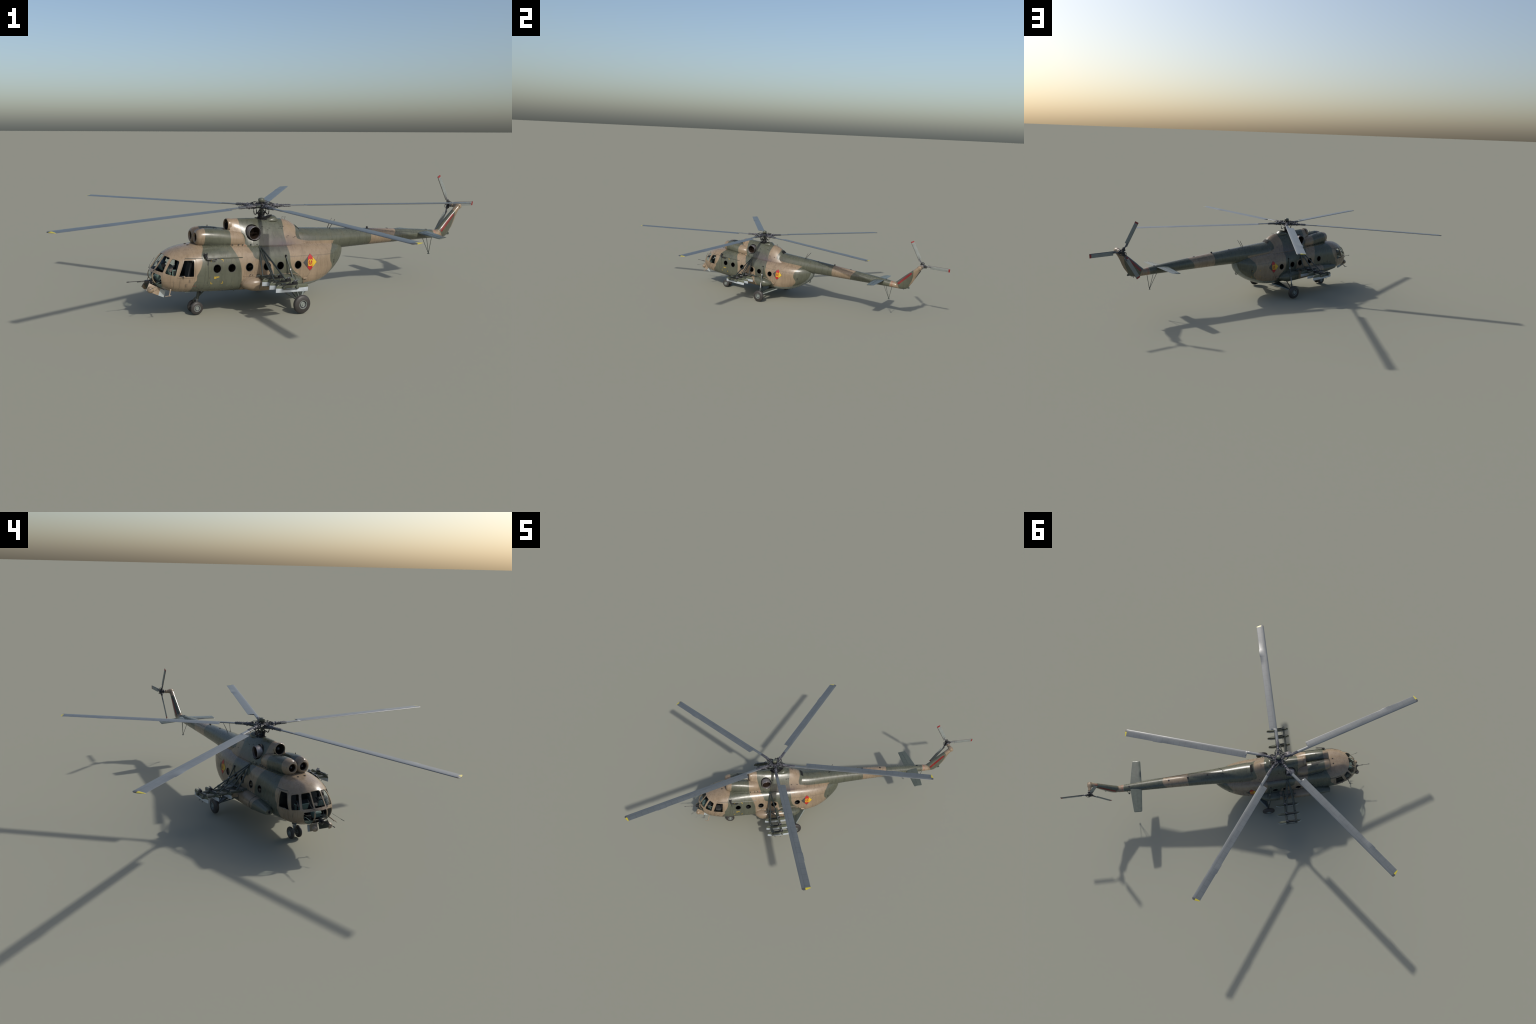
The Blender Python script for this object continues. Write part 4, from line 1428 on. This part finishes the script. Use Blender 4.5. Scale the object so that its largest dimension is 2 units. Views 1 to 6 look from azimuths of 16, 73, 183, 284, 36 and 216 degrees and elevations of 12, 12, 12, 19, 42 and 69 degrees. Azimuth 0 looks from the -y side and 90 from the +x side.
# ---------------------------------------------------------------- nose and cockpit
def build_nose():
    # gun: barrel, receiver, mount
    m = Mesh()
    m.rod((-.552, 0, .1420), (-.6405, 0, .1407), .0013, M['black'], seg=10)
    m.rod((-.634, 0, .1408), (-.6445, 0, .1406), .0020, M['black'], seg=10)
    m.rod((-.552, 0, .1385), (-.598, 0, .1385), .0012, M['black'], seg=8)
    m.rod((-.585, 0, .1397), (-.600, 0, .1395), .0024, M['black'], seg=10)
    m.box((-.550, 0, .138), (.034, .012, .014), M['black'], bev=.002)
    m.lathe([(0, .010), (.006, .013), (.012, .010)], (-.542, 0, .131), (-.6, 0, .5), M['black'], 18)
    m.box((-.540, -.004, .124), (.026, .010, .010), M['strut'], bev=.002)
    m.obj("nose_gun")
    # two bulged side shields under the chin
    for s in (-1, 1):
        m = Mesh()
        rl, ru = Vector((-.4915, s * .0305, .0730)), Vector((-.4835, s * .0290, .1015))
        fl, fu = Vector((-.5700, s * .0360, .1085)), Vector((-.5560, s * .0270, .1380))
        def P(u, v):      # u 0 rear .. 1 front, v 0 low .. 1 up
            p = (rl * (1 - u) + fl * u) * (1 - v) + (ru * (1 - u) + fu * u) * v
            return p + Vector((0, s * .006 * (4 * u * (1 - u)), 0))
        def colour(u):
            return M['pale'] if u < .40 else M['tan']
        n = 12
        t = Vector((0, s * .0012, 0))
        for a, b, mat in ((0, 4, M['pale']), (4, n, M['tan'])):
            outer = [[P(i / n, j / 4) + t for j in range(5)] for i in range(a, b + 1)]
            vs = [p for r in outer for p in r]
            fs = [(i * 5 + j, (i + 1) * 5 + j, (i + 1) * 5 + j + 1, i * 5 + j + 1) for i in range(b - a) for j in range(4)]
            m.add(vs, fs, mat)
        inner = [[P(i / n, j / 4) - t for j in range(5)] for i in range(n + 1)]
        vs = [p for r in inner for p in r]
        fs = [(i * 5 + j, i * 5 + j + 1, (i + 1) * 5 + j + 1, (i + 1) * 5 + j) for i in range(n) for j in range(4)]
        m.add(vs, fs, M['strut'])
        edge = [P(i / n, 0) for i in range(n + 1)] + [P(1, j / 4) for j in range(1, 5)] + [P(i / n, 1) for i in range(n - 1, -1, -1)] + [P(0, j / 4) for j in range(3, 0, -1)]
        vs = [p + t for p in edge] + [p - t for p in edge]
        k = len(edge)
        m.add(vs, [(i, (i + 1) % k, k + (i + 1) % k, k + i) for i in range(k)], M['tan'])
        # bulge
        c = P(.82, .30)
        dirv = Vector((-.50, s * .75, -.05)).normalized()
        m.lathe([(.0, .0150), (.004, .0142), (.009, .0120), (.0125, .0088), (.0145, .0045), (.015, .0005)], c, dirv, M['tan'], 24)
        for u in (.12, .55, .9):
            a = P(u, 1)
            m.rod(a, Vector((a.x + .008, s * .030, a.z + .022)), .0012, M['black'], seg=6)
        m.obj("gun_shield", angle=40)
    m = Mesh()
    m.extrude([(-.4835, -.028, .100), (-.4835, .028, .100), (-.556, .026, .134), (-.556, -.026, .134)], (0, 0, -.001), (0, 0, .001), M['strut'])
    m.obj("gun_shield_floor")
    # T antennas either side of the nose
    for s in (-1, 1):
        m = Mesh()
        a, b = Vector((-.4815, s * .0870, .119)), Vector((-.4940, s * .1090, .0985))
        m.lathe([(0, .0042), (.003, .0028), (.028, .0023), (.0325, .002)], a, b - a, M['tan'] if s < 0 else M['strut'], 12)
        m.pipe([b + Vector((-.019, 0, -.001)), b + Vector((.008, 0, .0006))], [.0009, .0016], M['tan'] if s < 0 else M['strut'])
        m.pipe([b + Vector((0, -.007, 0)), b + Vector((0, .007, 0))], .0010, M['tan'] if s < 0 else M['strut'])
        m.obj("nose_antenna")
    # probe to port of the nose, wipers, small fittings, mirror blocks
    m = Mesh()
    m.rod((-.517, -.079, .146), (-.560, -.094, .132), .0007, M['strut'], seg=6)
    m.rod((-.560, -.094, .132), (-.577, -.100, .127), .0014, M['strut'], seg=6)
    m.obj("probe")
    m = Mesh()
    for s in (-1, 1):
        m.pipe([(-.539, s * .034, .194), (-.532, s * .044, .204), (-.512, s * .049, .232)], .0009, M['black'], 6)
        m.ball((-.540, s * .034, .193), .0020, M['black'], 8)
    m.pipe([(-.5405, -.006, .196), (-.528, -.010, .216), (-.505, -.014, .247)], .0010, M['black'], 6)
    m.obj("wiper")
    m = Mesh()
    for s in (-1, 1):
        m.box((-.435, s * .119, .179), (.006, .009, .006), M['tan'], bev=.001)
        m.rod((-.442, s * .114, .179), (-.436, s * .119, .179), .0010, M['steel'])
        m.lathe([(0, .0028), (.0015, .002)], (-.4605, s * .0995, .1475), (-.4, s, 0), M['void'], 10)
        m.lathe([(0, .0014), (.001, .001)], (-.490, s * .0905, .1585), (-.5, s, 0), M['steel'], 10)
    m.obj("nose_fitting")
    # port door gun mount folded up beside the sliding door
    m = Mesh()
    y = -.117
    m.box((-.338, -.1105, .262), (.014, .010, .018), M['black'], bev=.002)
    m.pipe([(-.345, -.106, .273), (-.339, -.114, .262), (-.336, -.122, .250), (-.318, -.124, .247)], .0026, M['black'])
    m.pipe([(-.330, -.106, .273), (-.334, -.116, .262), (-.331, -.123, .249)], .0022, M['black'])
    m.pipe([(-.335, -.122, .2505), (-.300, -.1265, .2515), (-.286, -.1265, .2535)], .0022, M['black'])
    m.pipe([(-.318, -.124, .247), (-.300, -.127, .2445), (-.292, -.127, .2465)], .0016, M['black'])
    m.ball((-.297, -.1265, .250), .0036, M['black'], 10)
    m.pipe([(-.3305, -.123, .248), (-.330, -.1245, .235), (-.3295, -.124, .224)], .0010, M['black'], 6)
    m.obj("door_mount")
    # belly fittings
    m = Mesh()
    m.box((-.395, -.055, .0972), (.022, .012, .004), M['pale'], bev=.001)
    m.lathe([(0, .010), (.006, .009), (.010, .004)], (.235, 0, .0985), (.25, 0, -1), M['black'], 18)
    m.lathe([(0, .003), (.02, .0012)], (-.15, 0, .0915), (.2, 0, -1), M['strut'], 8)
    m.pipe([(.395, -.004, .186), (.404, -.004, .180), (.410, -.004, .190), (.406, -.004, .199)], .0016, M['strut'], 6)
    m.pipe([(.395, .004, .186), (.404, .004, .180), (.410, .004, .190), (.406, .004, .199)], .0016, M['strut'], 6)
    m.obj("belly_fitting")

def build_cockpit():
    m = Mesh()
    # floor, rear bulkhead
    m.box((-.425, 0, .126), (.118, .125, .003), M['lining'])
    ring = [p * 1 for p in hull_ring(-.3655, 48)]
    m.rings([[Vector((-.3655, p.y * .965, .19 + (p.z - .19) * .965)) for p in ring], [Vector((-.3635, p.y * .965, .19 + (p.z - .19) * .965)) for p in ring]], M['lining'])
    m.box((-.08, 0, .118), (.56, .19, .003), M['lining'])

    m.obj("cockpit_floor")
    m = Mesh()
    for s in (-1, 1):
        for wx in ROUND_WINDOWS_PORT[1:]:
            m.box((wx - .004, s * .092, .152), (.030, .012, .060), M['lining'], bev=.003)
    m.obj("bench_seat")
    for s in (-1, 1):
        m = Mesh()
        m.box((-.415, s * .055, .158), (.040, .044, .012), M['seat'], bev=.004)
        m.box((-.392, s * .055, .195), (.011, .046, .072), M['seat'], Matrix.Rotation(radians(10), 3, 'Y'), .004)
        m.box((-.384, s * .055, .238), (.009, .026, .020), M['seat'], Matrix.Rotation(radians(10), 3, 'Y'), .003)
        m.box((-.410, s * .055, .141), (.030, .030, .024), M['lining'])
        m.obj("pilot_seat")
        m = Mesh()
        # instrument panel with teal back, brown hood, side console
        R = Matrix.Rotation(radians(-18), 3, 'Y')
        m.box((-.483, s * .050, .193), (.010, .050, .034), M['teal'], R, .004)
        m.box((-.477, s * .050, .200), (.020, .054, .018), M['brown'], R, .003)
        m.box((-.476, s * .050, .211), (.026, .056, .004), M['lining'], R, .001)
        m.box((-.4655, s * .082, .190), (.018, .003, .026), M['teal'], bev=.0012)
        m.box((-.4655, s * .0825, .190), (.010, .0036, .017), M['lining'])
        m.pipe([(-.452, s * .05, .13), (-.456, s * .05, .158), (-.450, s * .05, .176)], .0014, M['black'], 6)
        # teal floor pan with pedals behind the chin panes
        m.add([(-.537, s * .032, .140), (-.512, s * .070, .140), (-.500, s * .062, .121), (-.510, s * .034, .116), (-.470, s * .034, .130), (-.470, s * .075, .130)], [(0, 1, 2, 3), (3, 2, 5, 4)], M['teal'])
        m.pipe([(-.528, s * .045, .139), (-.510, s * .055, .150), (-.500, s * .060, .150)], .0016, M['teal'], 6)
        m.pipe([(-.520, s * .036, .134), (-.505, s * .038, .160)], .0016, M['black'], 6)
        m.obj("instrument_panel")
    m = Mesh()
    m.box((-.505, 0, .158), (.030, .040, .030), M['teal'], Matrix.Rotation(radians(-20), 3, 'Y'), .004)
    m.box((-.455, 0, .165), (.060, .030, .040), M['lining'], bev=.003)
    m.box((-.452, 0, .262), (.050, .050, .010), M['lining'], Matrix.Rotation(radians(-18), 3, 'Y'), .003)
    m.box((-.472, -.030, .244), (.020, .012, .010), M['lining'], bev=.002)
    m.box((-.480, .02, .236), (.012, .020, .006), M['lining'], bev=.002)
    m.obj("centre_console")

# ---------------------------------------------------------------- main
def main():
    global ROOT
    build_materials()
    ROOT = bpy.data.objects.new("military_helicopter", None)
    bpy.context.scene.collection.objects.link(ROOT)
    ROOT.empty_display_size = .1
    ROOT.location = (HUB[0], HUB[1], 0)
    ROOT.rotation_mode = 'QUATERNION'
    ROOT.rotation_quaternion = (Matrix.Rotation(HEADING, 4, 'Z') @ Matrix.Rotation(PITCH, 4, 'Y')).to_quaternion()
    ROOT["label"] = "armed transport helicopter in tan and green camouflage"
    ROOT["category"] = "helicopter"
    build_fuselage()
    build_markings()
    build_cowling()
    build_engines()
    build_tail()
    build_main_rotor()
    build_tail_rotor()
    build_gear()
    build_tanks()
    build_outriggers()
    build_nose()
    build_cockpit()

main()
